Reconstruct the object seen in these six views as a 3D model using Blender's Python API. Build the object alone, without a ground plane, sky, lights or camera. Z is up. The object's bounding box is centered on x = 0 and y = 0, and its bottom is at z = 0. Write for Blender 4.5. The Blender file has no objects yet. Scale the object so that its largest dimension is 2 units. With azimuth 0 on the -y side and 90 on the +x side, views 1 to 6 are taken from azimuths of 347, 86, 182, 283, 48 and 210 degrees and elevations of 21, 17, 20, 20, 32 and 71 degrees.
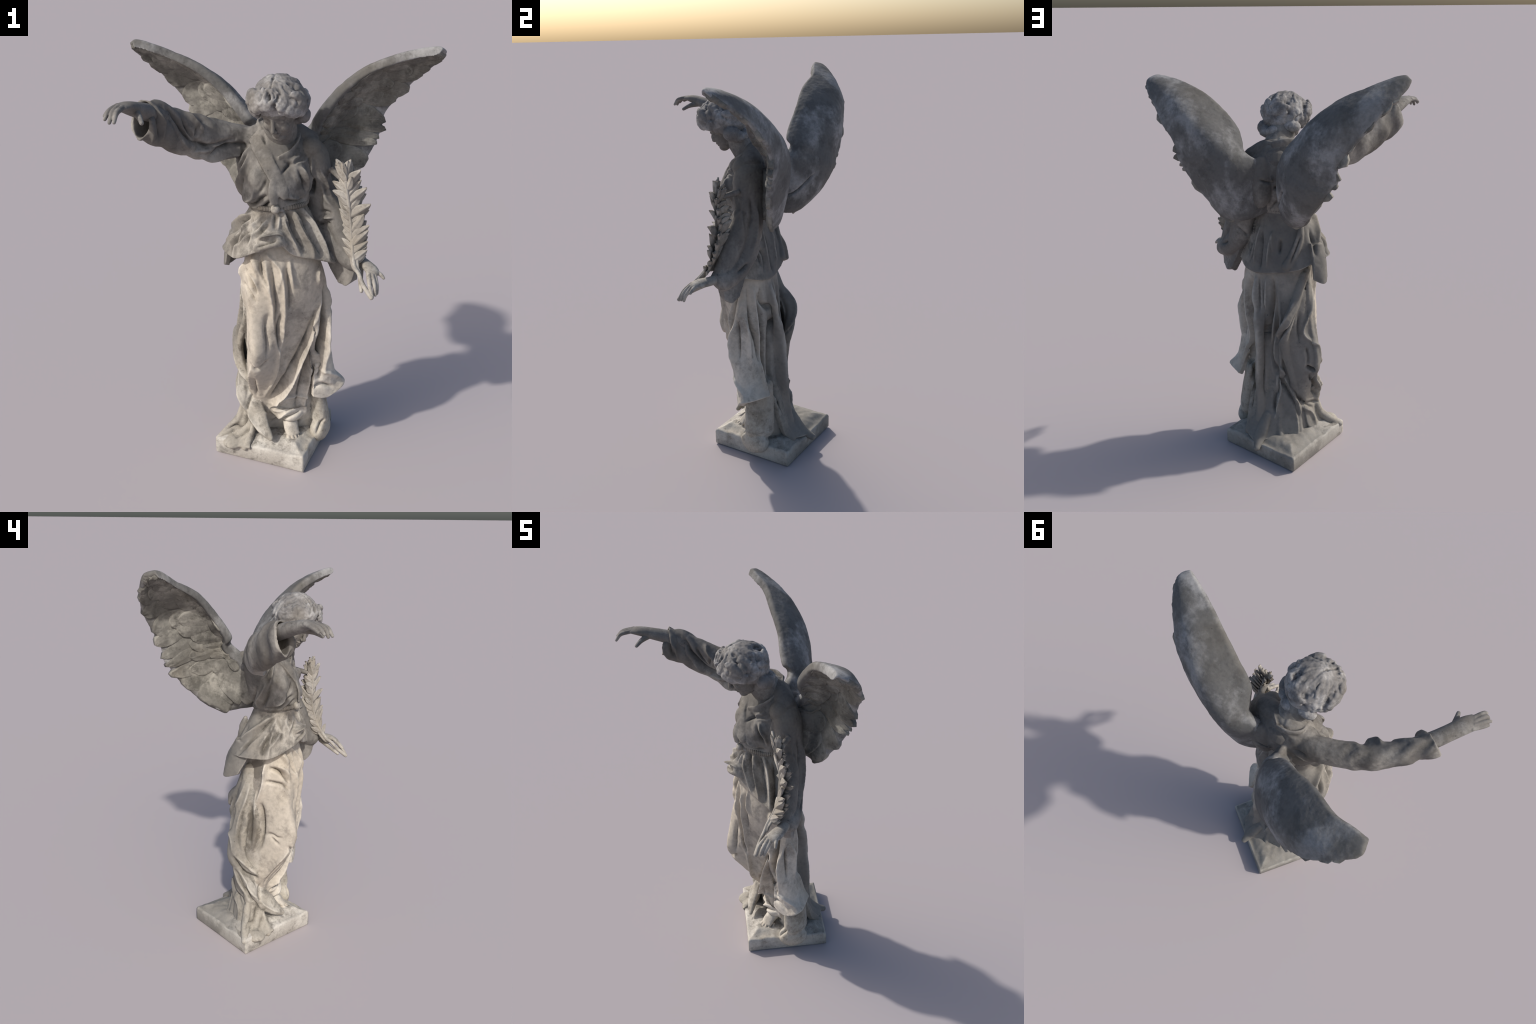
# Winged marble figure with outstretched arm and palm branch on a square plinth.
import bpy, bmesh, math, random
import numpy as np
from mathutils import Vector, noise
from mathutils.bvhtree import BVHTree

rng = random.Random(7)
A = np.array

# ------------------------------------------------------------------ curves
def spline(P, n, closed=False):
    """Catmull-Rom curve through the control points, n samples."""
    P = A(P, float)
    k = len(P)
    if k == 2 and not closed:
        t = np.linspace(0, 1, n).reshape((-1,) + (1,) * (P.ndim - 1))
        return P[0] * (1 - t) + P[1] * t
    if closed:
        Q = np.concatenate([P[-1:], P, P[:2]])
        u = np.linspace(0, k, n, endpoint=False)
    else:
        Q = np.concatenate([[2 * P[0] - P[1]], P, [2 * P[-1] - P[-2]]])
        u = np.linspace(0, k - 1, n)
    i = np.minimum(u.astype(int), (k if closed else k - 1) - 1)
    sh = (-1,) + (1,) * (P.ndim - 1)
    t = (u - i).reshape(sh)
    a, b, c, d = Q[i], Q[i + 1], Q[i + 2], Q[i + 3]
    return 0.5 * (2 * b + (c - a) * t + (2 * a - 5 * b + 4 * c - d) * t ** 2 + (3 * b - a - 3 * c + d) * t ** 3)

def unit(v):
    v = A(v, float)
    return v / np.maximum(np.linalg.norm(v, axis=-1, keepdims=True), 1e-9)

def smooth01(x):
    x = np.clip(x, 0, 1)
    return x * x * (3 - 2 * x)

# ------------------------------------------------------------------ solids (verts, faces)
def rings_to_mesh(R, cap0=True, cap1=True):
    m, n = R.shape[:2]
    V = R.reshape(-1, 3)
    F = []
    for j in range(m - 1):
        for i in range(n):
            i2 = (i + 1) % n
            F.append((j * n + i, j * n + i2, (j + 1) * n + i2, (j + 1) * n + i))
    extra = []
    if cap0:
        extra.append(R[0].mean(0)); c = len(V) + len(extra) - 1
        F += [(c, (i + 1) % n, i) for i in range(n)]
    if cap1:
        extra.append(R[-1].mean(0)); c = len(V) + len(extra) - 1; o = (m - 1) * n
        F += [(c, o + i, o + (i + 1) % n) for i in range(n)]
    if extra:
        V = np.vstack([V, extra])
    return V, F

def tube(spine, ra, rb=None, up=(0, 0, 1), n=24, m=None, round_ends=(True, True), twist=0.0):
    """Swept ellipse: ra across, rb along 'up'. Radii are lists along the spine."""
    k = len(spine)
    ra = [ra] * k if np.isscalar(ra) else ra
    rb = ra if rb is None else ([rb] * k if np.isscalar(rb) else rb)
    m = m or max(8, 8 * k)
    S = spline(spine, m)
    r = spline(np.stack([ra, rb], 1), m)
    Tn = unit(np.gradient(S, axis=0))
    if np.ndim(up[0]):
        U = spline(A(up, float), m)
    else:
        U = np.repeat(A(up, float)[None], m, 0)
    X = unit(np.cross(Tn, U))
    Y = unit(np.cross(X, Tn))
    ph = np.linspace(0, 2 * np.pi, n, endpoint=False)
    R = S[:, None] + r[:, 0, None, None] * X[:, None] * np.cos(ph)[None, :, None] + r[:, 1, None, None] * Y[:, None] * np.sin(ph)[None, :, None]
    L = []
    if round_ends[0]:
        rr = min(r[0]) * 0.9
        for q in (0.97, 0.8, 0.5):
            h = math.sqrt(1 - q * q)
            L.append((R[0] - S[0]) * h + S[0] - Tn[0] * rr * q)
    L += list(R)
    if round_ends[1]:
        rr = min(r[-1]) * 0.9
        for q in (0.5, 0.8, 0.97):
            h = math.sqrt(1 - q * q)
            L.append((R[-1] - S[-1]) * h + S[-1] + Tn[-1] * rr * q)
    return rings_to_mesh(A(L))

def sleeve_tube(spine, ra, rb, up, n=72, m=120, wall=0.011, depth=0.08, folds=6, amp=.0075, tilt=.012):
    """Tube whose far end is an open, hollow cuff; folds wind round it from the cuff's top to the elbow's underside."""
    S = spline(spine, m); r = spline(np.stack([ra, rb], 1), m)
    Tn = unit(np.gradient(S, axis=0))
    U = np.repeat(A(up, float)[None], m, 0)
    X = unit(np.cross(Tn, U)); Y = unit(np.cross(X, Tn))
    ph = np.linspace(0, 2 * np.pi, n, endpoint=False)
    C, Sn = np.cos(ph)[:, None], np.sin(ph)[:, None]
    psi = np.abs((ph - np.pi / 2 + np.pi) % (2 * np.pi) - np.pi)[:, None] / np.pi
    L = []
    for j in range(m):
        t = j / (m - 1)
        wv = np.sin(2 * np.pi * folds * (t + .16 * psi + .03 * np.sin(3 * ph)[:, None]))
        wv = np.sign(wv) * np.abs(wv) ** .8
        k = amp * smooth01((t - .38) / .25) * wv * (.55 + .45 * np.sin(2 * np.pi * t * 2.3 + 1))
        sh = tilt * C * smooth01((t - .8) / .2)
        L.append(S[j] + Tn[j] * sh + (r[j, 0] + k) * X[j] * C + (r[j, 1] + k) * Y[j] * Sn)
    e = m - 1
    for q, w in ((0.0, wall), (depth * .5, wall * 1.1), (depth, wall * 1.5)):
        L.append(S[e] + Tn[e] * (tilt * C - q) + (r[e, 0] - w) * X[e] * C + (r[e, 1] - w) * Y[e] * Sn)
    return rings_to_mesh(A(L))

def loft(levels, n=110, m=130):
    """levels: (z or None, closed list of control points). Smooth both ways, capped."""
    secs = A([spline(A([(x, y, z) for x, y in pts]), n, True) for z, pts in levels])
    return rings_to_mesh(spline(secs, m))

def ellipsoid(c, r, rot=None, n=28, m=18):
    th = np.linspace(0, np.pi, m)
    ph = np.linspace(0, 2 * np.pi, n, endpoint=False)
    R = A([[(math.sin(t) * math.cos(p) * r[0], math.sin(t) * math.sin(p) * r[1], math.cos(t) * r[2]) for p in ph] for t in th[1:-1]])
    if rot is not None:
        R = R @ A(rot, float).T
    return rings_to_mesh((R + A(c))[::-1])

def axes(zdir, xhint):
    z = unit(zdir); x = A(xhint, float); x = unit(x - z * (x @ z)); y = np.cross(z, x)
    return np.stack([x, y, z], 1)

def sheet(grid, thick, nu=60, nv=40, side=None):
    """Thick smooth sheet through a grid of control points (rows x cols)."""
    G = A(grid, float)
    D = spline(G, nu)
    D = np.swapaxes(spline(np.swapaxes(D, 0, 1), nv), 0, 1)
    du = np.gradient(D, axis=0); dv = np.gradient(D, axis=1)
    N = unit(np.cross(du, dv))
    u = np.linspace(0, 1, nu)[:, None]; v = np.linspace(0, 1, nv)[None, :]
    t = thick(u, v) if callable(thick) else np.full((nu, nv), thick)
    t = np.broadcast_to(t, (nu, nv))[..., None]
    top, bot = D + N * t / 2, D - N * t / 2
    V = np.vstack([top.reshape(-1, 3), bot.reshape(-1, 3)])
    o = nu * nv
    F = []
    I = lambda a, b: a * nv + b
    for a in range(nu - 1):
        for b in range(nv - 1):
            F.append((I(a, b), I(a + 1, b), I(a + 1, b + 1), I(a, b + 1)))
            F.append((o + I(a, b), o + I(a, b + 1), o + I(a + 1, b + 1), o + I(a + 1, b)))
    for a in range(nu - 1):
        F.append((I(a, 0), o + I(a, 0), o + I(a + 1, 0), I(a + 1, 0)))
        F.append((I(a, nv - 1), I(a + 1, nv - 1), o + I(a + 1, nv - 1), o + I(a, nv - 1)))
    for b in range(nv - 1):
        F.append((I(0, b), I(0, b + 1), o + I(0, b + 1), o + I(0, b)))
        F.append((I(nu - 1, b), o + I(nu - 1, b), o + I(nu - 1, b + 1), I(nu - 1, b + 1)))
    return V, F, D, N

def merge(parts):
    V, F, o = [], [], 0
    for v, f in parts:
        V.append(v); F += [tuple(i + o for i in q) for q in f]; o += len(v)
    return np.vstack(V), F

# ------------------------------------------------------------------ mesh objects
def mesh_from(V, F, name):
    me = bpy.data.meshes.new(name)
    me.from_pydata([tuple(v) for v in V], [], F)
    me.update()
    return me

def voxel_union(V, F, voxel, smooth=2, factor=0.5):
    """Fuse overlapping solids into one skin."""
    me = mesh_from(V, F, "fuse")
    bm = bmesh.new(); bm.from_mesh(me)
    bmesh.ops.recalc_face_normals(bm, faces=bm.faces)
    bm.to_mesh(me); bm.free()
    ob = bpy.data.objects.new("fuse", me)
    bpy.context.collection.objects.link(ob)
    md = ob.modifiers.new("r", 'REMESH'); md.mode = 'VOXEL'; md.voxel_size = voxel; md.adaptivity = 0
    if smooth:
        ms = ob.modifiers.new("s", 'SMOOTH'); ms.iterations = smooth; ms.factor = factor
    dg = bpy.context.evaluated_depsgraph_get()
    me2 = bpy.data.meshes.new_from_object(ob.evaluated_get(dg))
    bpy.data.objects.remove(ob); bpy.data.meshes.remove(me)
    return me2

def get_co(me):
    c = np.empty(len(me.vertices) * 3); me.vertices.foreach_get("co", c); return c.reshape(-1, 3)

def set_co(me, c):
    me.vertices.foreach_set("co", np.ascontiguousarray(c, float).ravel()); me.update()

def get_no(me):
    me.update()
    c = np.empty(len(me.vertices) * 3); me.vertex_normals.foreach_get("vector", c); return c.reshape(-1, 3)

ROOT = None
def add(name, me, mat, parent=None):
    ob = bpy.data.objects.new(name, me)
    bpy.context.collection.objects.link(ob)
    me.materials.clear(); me.materials.append(mat)
    me.polygons.foreach_set("use_smooth", [True] * len(me.polygons))
    ob.parent = parent or ROOT
    return ob

def crease_strokes(me, strokes, gain=1.0, relax=3):
    """Model folds: every stroke is (points, width, height); the skin near the
    line is raised (height > 0) or cut (height < 0), fading at both ends."""
    co = get_co(me); no = get_no(me); co0 = co.copy()
    from mathutils.kdtree import KDTree
    kd = KDTree(len(co))
    for i, c in enumerate(co):
        kd.insert(c, i)
    kd.balance()
    for pts, w, h in strokes:
        S = spline(pts, 40 * len(pts))
        d = np.r_[0, np.cumsum(np.linalg.norm(np.diff(S, axis=0), axis=1))]
        k = max(4, int(d[-1] / (w * .3)))
        S = np.stack([np.interp(np.linspace(0, d[-1], k), d, S[:, a]) for a in range(3)], 1)
        hit = [kd.find(p)[1] for p in S]
        NN = unit(A([no[q] for q in hit]))
        if k > 6:                       # steady the facing along the line
            ker = np.ones(5) / 5
            NN = unit(np.stack([np.convolve(np.pad(NN[:, a], 2, mode="edge"), ker, "valid") for a in range(3)], 1))
        P0 = S + NN * ((co0[hit] - S) * NN).sum(1)[:, None]
        if k > 8:
            P0 = np.stack([np.convolve(np.pad(P0[:, a], 3, mode="edge"), np.ones(7) / 7, "valid") for a in range(3)], 1)
        best = {}
        for j, p in enumerate(S):
            e = min(1, 1.15 * math.sin(math.pi * (j + 0.7) / (k + 0.4)) ** 0.7)
            c0 = P0[j]
            for c, i, dd in kd.find_range(c0, w * 2.4):
                if no[i] @ NN[j] < 0.2:
                    continue
                g = e * math.exp(-(dd / w) ** 1.5 * 1.7)
                if g > best.get(i, 0):
                    best[i] = g
        if best:
            idx = np.fromiter(best.keys(), int); g = np.fromiter(best.values(), float)
            co[idx] += no[idx] * (g * h * gain)[:, None]
    # light relaxation of the moved skin so that crossing strokes blend
    E = np.empty(len(me.edges) * 2, int); me.edges.foreach_get("vertices", E); E = E.reshape(-1, 2)
    mv = np.linalg.norm(co - co0, axis=1) > 1e-4
    deg = np.bincount(E.ravel(), minlength=len(co))[:, None]
    for _ in range(relax):
        acc = np.zeros_like(co); np.add.at(acc, E[:, 0], co[E[:, 1]]); np.add.at(acc, E[:, 1], co[E[:, 0]])
        co[mv] += .35 * (acc / np.maximum(deg, 1) - co)[mv]
    set_co(me, co)

def roughen(me, amp, scale, amp2=0, scale2=1, seed=0):
    co = get_co(me); no = get_no(me)
    d = np.fromiter((amp * noise.noise(Vector(c * scale) + Vector((seed, 0, 0))) + (amp2 * noise.noise(Vector(c * scale2) + Vector((0, seed, 3))) if amp2 else 0) for c in co), float)
    set_co(me, co + no * d[:, None])

# ------------------------------------------------------------------ materials
def stone(name, base, pale, dirt, pale_amt=0.45, dirt_amt=0.5, scale=5.0, streak=1.0, spots=0.5, crevice=0.6, back_grey=None, soot=()):
    """Weathered marble: washed pale patches, grey dirt clouds, black specks, soot and painted shade in the cuts."""
    m = bpy.data.materials.new(name); m.use_nodes = True
    nt = m.node_tree; N = nt.nodes; L = nt.links
    bs = N["Principled BSDF"]; bs.inputs["Roughness"].default_value = 0.8
    if "Specular IOR Level" in bs.inputs: bs.inputs["Specular IOR Level"].default_value = 0.25
    tc = N.new("ShaderNodeTexCoord")
    mp = N.new("ShaderNodeMapping"); mp.inputs["Scale"].default_value = (1, 1, streak); L.new(tc.outputs["Object"], mp.inputs[0])
    def tex(sc, det, rough, src=mp):
        t = N.new("ShaderNodeTexNoise"); t.inputs["Scale"].default_value = sc; t.inputs["Detail"].default_value = det; t.inputs["Roughness"].default_value = rough
        L.new(src.outputs[0] if src is mp else tc.outputs["Object"], t.inputs["Vector"]); return t
    def ramp(src, a, b, va=0, vb=1):
        r = N.new("ShaderNodeMapRange"); r.inputs[1].default_value = a; r.inputs[2].default_value = b; r.inputs[3].default_value = va; r.inputs[4].default_value = vb
        r.interpolation_type = 'SMOOTHSTEP'
        L.new(src, r.inputs[0]); return r.outputs[0]
    def mix(f, c1, c2):
        x = N.new("ShaderNodeMix"); x.data_type = 'RGBA'
        if hasattr(f, "links") or not isinstance(f, (int, float)): L.new(f, x.inputs[0])
        else: x.inputs[0].default_value = f
        for s, c in ((6, c1), (7, c2)):
            if isinstance(c, tuple): x.inputs[s].default_value = (*c, 1)
            else: L.new(c, x.inputs[s])
        return x.outputs[2]
    n1 = tex(scale, 6, 0.62); n2 = tex(scale * 2.3, 8, 0.7, tc); n3 = tex(scale * 14, 4, 0.6, tc); n4 = tex(scale * 0.6, 3, 0.5, tc)
    col = mix(ramp(n1.outputs[0], 0.44, 0.62, 0, pale_amt), base, pale)
    col = mix(ramp(n2.outputs[0], 0.47, 0.66, 0, dirt_amt), col, dirt)
    warm = tuple(min(1, c * k) for c, k in zip(base, (1.08, 1.0, 0.86)))
    col = mix(ramp(n4.outputs[0], 0.5, 0.7, 0, 0.45), col, warm)
    grain = mix(ramp(n3.outputs[0], 0.35, 0.7, 0, 0.22), col, dirt)
    if back_grey:      # colour turns greyer towards the back, with a ragged edge
        (ga, gb, gc) = back_grey
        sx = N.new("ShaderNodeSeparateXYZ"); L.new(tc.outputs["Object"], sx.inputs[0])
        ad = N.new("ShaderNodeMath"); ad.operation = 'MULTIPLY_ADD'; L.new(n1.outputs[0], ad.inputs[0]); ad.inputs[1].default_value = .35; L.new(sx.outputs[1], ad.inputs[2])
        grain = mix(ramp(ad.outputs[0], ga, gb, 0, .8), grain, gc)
    for (cx, cy, cz), (rx, ry, rz) in soot:      # black crust left in a sheltered hollow, ragged outline
        mq = N.new("ShaderNodeMapping"); mq.vector_type = 'TEXTURE'; mq.inputs["Location"].default_value = (cx, cy, cz); mq.inputs["Scale"].default_value = (rx, ry, rz)
        L.new(tc.outputs["Object"], mq.inputs[0])
        vl = N.new("ShaderNodeVectorMath"); vl.operation = 'LENGTH'; L.new(mq.outputs[0], vl.inputs[0])
        ma = N.new("ShaderNodeMath"); ma.operation = 'MULTIPLY_ADD'; L.new(n2.outputs[0], ma.inputs[0]); ma.inputs[1].default_value = 3.2; L.new(vl.outputs["Value"], ma.inputs[2])
        grain = mix(ramp(ma.outputs[0], 2.05, 2.5, .7, 0), grain, (.07, .06, .05))
    # dark lichen specks
    vo = N.new("ShaderNodeTexVoronoi"); vo.inputs["Scale"].default_value = 42; L.new(tc.outputs["Object"], vo.inputs["Vector"])
    sp = ramp(vo.outputs["Distance"], 0.10, 0.17, spots, 0)
    gate = ramp(n2.outputs[0], 0.52, 0.62)
    mm = N.new("ShaderNodeMath"); mm.operation = 'MULTIPLY'; L.new(sp, mm.inputs[0]); L.new(gate, mm.inputs[1])
    col = mix(mm.outputs[0], grain, tuple(c * 0.45 for c in dirt))
    # soot, plus crease shade painted into the colour of the carved grooves
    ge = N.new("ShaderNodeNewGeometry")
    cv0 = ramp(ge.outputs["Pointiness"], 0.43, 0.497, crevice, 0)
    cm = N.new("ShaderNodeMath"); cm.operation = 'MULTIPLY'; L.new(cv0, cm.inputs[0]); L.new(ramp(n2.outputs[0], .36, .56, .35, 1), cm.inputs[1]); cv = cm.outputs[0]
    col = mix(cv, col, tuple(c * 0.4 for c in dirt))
    wr = ramp(ge.outputs["Pointiness"], 0.505, 0.56, 0, .45)
    wm = N.new("ShaderNodeMath"); wm.operation = 'MULTIPLY'; L.new(wr, wm.inputs[0]); L.new(ramp(n1.outputs[0], .40, .60), wm.inputs[1])
    col = mix(wm.outputs[0], col, pale)
    L.new(col, bs.inputs["Base Color"])
    bp = N.new("ShaderNodeBump"); bp.inputs["Strength"].default_value = 0.25; bp.inputs["Distance"].default_value = 0.004
    nb = tex(90, 5, 0.65, tc); L.new(nb.outputs[0], bp.inputs["Height"]); L.new(bp.outputs[0], bs.inputs["Normal"])
    return m

M_skirt = stone("washed_marble", (0.49, 0.44, 0.37), (0.68, 0.635, 0.56), (0.18, 0.163, 0.145), 0.7, 0.58, 3.6, 0.4, back_grey=(.08, .24, (.145, .14, .132)), soot=(((-.14, -.02, .63), (.09, .05, .20)), ((-.14, -.04, .98), (.07, .05, .10))))
M_drape = stone("patchy_marble", (0.36, 0.33, 0.28), (0.58, 0.545, 0.48), (0.12, 0.11, 0.095), 0.75, 0.7, 6.0, 0.6, back_grey=(.12, .28, (.145, .14, .132)), soot=(((-.14, -.02, .63), (.09, .05, .20)),))
M_tunic = stone("streaked_marble", (0.25, 0.23, 0.20), (0.50, 0.465, 0.41), (0.09, 0.084, 0.076), 0.85, 0.65, 6.0, 0.3, back_grey=(.08, .20, (.13, .125, .118)))
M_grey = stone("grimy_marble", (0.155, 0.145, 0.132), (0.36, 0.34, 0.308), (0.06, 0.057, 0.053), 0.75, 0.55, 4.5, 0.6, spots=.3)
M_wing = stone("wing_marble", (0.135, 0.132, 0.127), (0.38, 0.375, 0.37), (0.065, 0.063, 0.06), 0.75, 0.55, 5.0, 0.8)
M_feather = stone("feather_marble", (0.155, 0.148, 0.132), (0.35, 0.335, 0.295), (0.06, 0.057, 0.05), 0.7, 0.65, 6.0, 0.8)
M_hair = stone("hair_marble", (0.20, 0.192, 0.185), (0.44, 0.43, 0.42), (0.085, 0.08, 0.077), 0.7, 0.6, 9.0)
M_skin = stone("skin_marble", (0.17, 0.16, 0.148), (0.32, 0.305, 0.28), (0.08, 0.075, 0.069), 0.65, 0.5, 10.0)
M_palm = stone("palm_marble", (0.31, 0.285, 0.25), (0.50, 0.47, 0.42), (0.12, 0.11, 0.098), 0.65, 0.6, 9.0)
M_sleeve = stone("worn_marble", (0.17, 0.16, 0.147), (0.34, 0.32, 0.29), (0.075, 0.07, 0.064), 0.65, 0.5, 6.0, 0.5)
M_base = stone("plinth_marble", (0.44, 0.41, 0.365), (0.62, 0.59, 0.53), (0.13, 0.12, 0.105), 0.65, 0.85, 7.0, 1.0, 0.6, back_grey=(.10, .34, (.19, .182, .165)))

# ------------------------------------------------------------------ the thing
ROOT = bpy.data.objects.new("angel_statue", None)
bpy.context.collection.objects.link(ROOT)
ROOT["label"] = "weathered marble winged figure holding a palm branch on a plinth"
ROOT["category"] = "statue"

parts = {}          # name -> list of solids fused into the draped body

# long skirt: cross-sections from plinth to waist, bent right knee pushing forward
parts["skirt"] = [loft([
    (0.06, [(-.07, -.05), (-.02, -.05), (.05, -.06), (.13, -.08), (.19, -.06), (.19, .01), (.15, .10), (.05, .15), (-.07, .12), (-.13, .06), (-.14, -.02), (-.11, -.04)]),
    (0.20, [(-.08, -.065), (-.02, -.075), (.06, -.11), (.13, -.105), (.18, -.08), (.19, .0), (.15, .07), (.04, .105), (-.07, .095), (-.12, .06), (-.13, .0), (-.11, -.05)]),
    (0.33, [(-.10, -.09), (-.03, -.105), (.05, -.12), (.12, -.12), (.17, -.09), (.185, -.02), (.13, .04), (.03, .075), (-.06, .08), (-.12, .055), (-.135, .0), (-.13, -.06)]),
    (0.45, [(-.13, -.165), (-.05, -.165), (.04, -.15), (.13, -.145), (.19, -.115), (.185, -.04), (.12, .03), (.03, .065), (-.06, .075), (-.125, .04), (-.135, -.04), (-.148, -.11)]),
    (0.55, [(-.154, -.225), (-.085, -.218), (.02, -.17), (.14, -.165), (.21, -.125), (.185, -.045), (.12, .025), (.03, .06), (-.05, .07), (-.12, .03), (-.135, -.06), (-.163, -.15)]),
    (0.65, [(-.153, -.253), (-.088, -.245), (.03, -.188), (.155, -.178), (.22, -.13), (.185, -.045), (.11, .025), (.03, .06), (-.05, .065), (-.11, .02), (-.132, -.07), (-.166, -.17)]),
    (0.80, [(-.146, -.22), (-.05, -.228), (.06, -.222), (.175, -.19), (.232, -.135), (.185, -.045), (.10, .025), (.03, .055), (-.05, .06), (-.105, .01), (-.135, -.06), (-.158, -.155)]),
    (0.95, [(-.13, -.195), (-.03, -.235), (.07, -.242), (.17, -.205), (.222, -.135), (.175, -.04), (.095, .02), (.03, .045), (-.05, .05), (-.105, .01), (-.14, -.06), (-.15, -.135)]),
    (1.10, [(-.11, -.175), (-.02, -.215), (.07, -.22), (.15, -.185), (.18, -.10), (.15, -.03), (.09, .01), (.02, .03), (-.05, .03), (-.105, .0), (-.13, -.06), (-.13, -.12)]),
    (1.25, [(-.08, -.15), (-.02, -.18), (.06, -.18), (.11, -.15), (.12, -.09), (.10, -.04), (.06, -.02), (.02, -.01), (-.04, -.01), (-.07, -.03), (-.08, -.08), (-.08, -.12)]),
])]
# side panel of the skirt flaring into a ruffle above the left foot
parts["skirt"].append(sheet([
    [(.13, -.18, .98), (.18, -.165, .98), (.19, -.12, .98), (.15, -.075, .98)],
    [(.15, -.185, .80), (.21, -.17, .80), (.215, -.125, .80), (.16, -.075, .80)],
    [(.15, -.18, .60), (.22, -.17, .60), (.225, -.125, .60), (.165, -.065, .60)],
    [(.15, -.17, .45), (.235, -.17, .45), (.255, -.12, .45), (.215, -.04, .45)],
    [(.146, -.17, .335), (.22, -.17, .318), (.312, -.152, .372), (.252, -.02, .374)]], .03, 60, 50)[:2])
# hem drawn over the ankle
parts["skirt"].append(tube([(-.03, -.07, .235), (.01, -.10, .215), (.045, -.122, .205), (.085, -.118, .21), (.13, -.09, .23)], [.018, .02, .022, .022, .02], [.03, .03, .03, .03, .03], (0, 0, 1)))
# long standing fold at the back left, from hip to plinth
parts["skirt"].append(tube([(.135, -.02, 1.0), (.138, -.005, .90), (.132, .008, .80), (.122, .018, .70), (.113, .03, .55), (.12, .047, .40), (.13, .07, .27), (.14, .09, .16), (.145, .10, .10)], [.022, .024, .024, .024, .024, .025, .026, .026, .024], None, (0, 1, 0), m=80))
parts["skirt"].append(tube([(.03, .022, 1.0), (.035, .038, .85), (.032, .05, .70), (.032, .058, .55), (.036, .068, .40), (.04, .085, .25)], [.018, .02, .021, .022, .022, .022], None, (0, 1, 0), m=60))
# cloth swept round the left side, across to the front, and the swag at the back
parts["drape"] = [
    tube([(-.11, .0, 1.0), (-.116, .022, .85), (-.13, .042, .7), (-.158, .06, .58), (-.16, .06, .49), (-.148, .02, .43), (-.128, -.045, .385)],
         [.018, .019, .02, .022, .024, .022, .012], [.03, .036, .042, .05, .052, .05, .02], (0, 1, 0), m=60),
    tube([(-.14, .045, .44), (-.15, .0, .34), (-.125, -.065, .25), (-.095, -.13, .175), (-.067, -.178, .132)],
         [.018, .022, .022, .02, .012], [.05, .055, .055, .04, .015], (.2, .3, 1), m=50),
    # broad swag: folded edge at the back, cloth filled in between it and the side strip
    tube([(-.095, .03, .98), (-.055, .068, .86), (-.012, .12, .755), (.01, .112, .66), (-.005, .09, .55), (-.04, .085, .4), (-.06, .085, .25), (-.07, .105, .12), (-.09, .12, .08)],
         [.02, .025, .028, .028, .025, .02, .02, .02, .02], None, (0, 1, 0), m=90),
    sheet([[(-.05, .055, .9), (-.085, .045, .9), (-.11, .02, .9)], [(.0, .10, .72), (-.08, .08, .72), (-.132, .055, .72)], [(-.01, .085, .55), (-.10, .10, .55), (-.165, .085, .55)],
           [(-.04, .075, .4), (-.09, .09, .42), (-.145, .075, .44)], [(-.07, .08, .25), (-.095, .07, .27), (-.115, .045, .28)]], .03)[:2],
    # train heaped over the plinth corner
    sheet([[(-.09, .065, .33), (-.12, .04, .33), (-.155, -.01, .32), (-.12, -.06, .28)],
           [(-.095, .08, .19), (-.125, .045, .19), (-.155, -.02, .18), (-.12, -.08, .155)],
           [(-.12, .08, .105), (-.17, .03, .10), (-.205, -.045, .098), (-.15, -.115, .092)],
           [(-.18, .07, .08), (-.285, .0, .065), (-.262, -.072, .062), (-.165, -.15, .068)]], .03)[:2],
    ellipsoid((-.20, -.04, .07), (.095, .065, .03), axes((0, 0, 1), (.8, .6, 0))),
    ellipsoid((-.162, -.012, .29), (.028, .038, .07)),
    tube([(-.14, .01, .30), (-.165, .0, .22), (-.185, .0, .16), (-.23, -.005, .115), (-.30, -.018, .07)], [.016, .02, .022, .024, .018], None, (0, 0, 1)),
    tube([(-.13, -.03, .27), (-.14, -.08, .14), (-.17, -.115, .088), (-.19, -.125, .065)], [.014, .017, .019, .016], None, (0, 0, 1)),
    # cloth closing the gap between thigh and side strip
    ellipsoid((-.108, .0, .68), (.028, .075, .26)),
    # bundle beside the foot
    ellipsoid((.212, -.10, .10), (.048, .082, .072), axes((0, 0, 1), (.8, -.6, 0))),
    tube([(.18, -.06, .42), (.20, -.07, .28), (.212, -.075, .16)], [.04, .045, .05], [.07, .075, .08], (0, 1, 0)),
    # back of the skirt spreading into a pointed tail on the plinth
    sheet([[(.16, -.03, .44), (.10, .005, .44), (.03, .03, .44), (-.04, .045, .44)],
           [(.185, .005, .33), (.12, .045, .33), (.04, .072, .33), (-.055, .082, .33)],
           [(.195, .02, .24), (.13, .065, .24), (.05, .09, .24), (-.06, .10, .24)],
           [(.205, .05, .13), (.155, .11, .135), (.07, .125, .13), (-.07, .12, .13)],
           [(.215, .08, .09), (.155, .185, .078), (.08, .155, .085), (-.07, .135, .085)]], .03)[:2],
    tube([(.10, .10, .2), (.135, .155, .11), (.155, .215, .062)], [.025, .032, .018], [.02, .022, .018], (0, 0, 1)),
    tube([(.03, .08, .3), (.035, .115, .15), (.03, .15, .09)], [.02, .022, .022]),
    tube([(.17, .03, .3), (.19, .06, .16), (.205, .10, .09)], [.016, .02, .02]),
]

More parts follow.
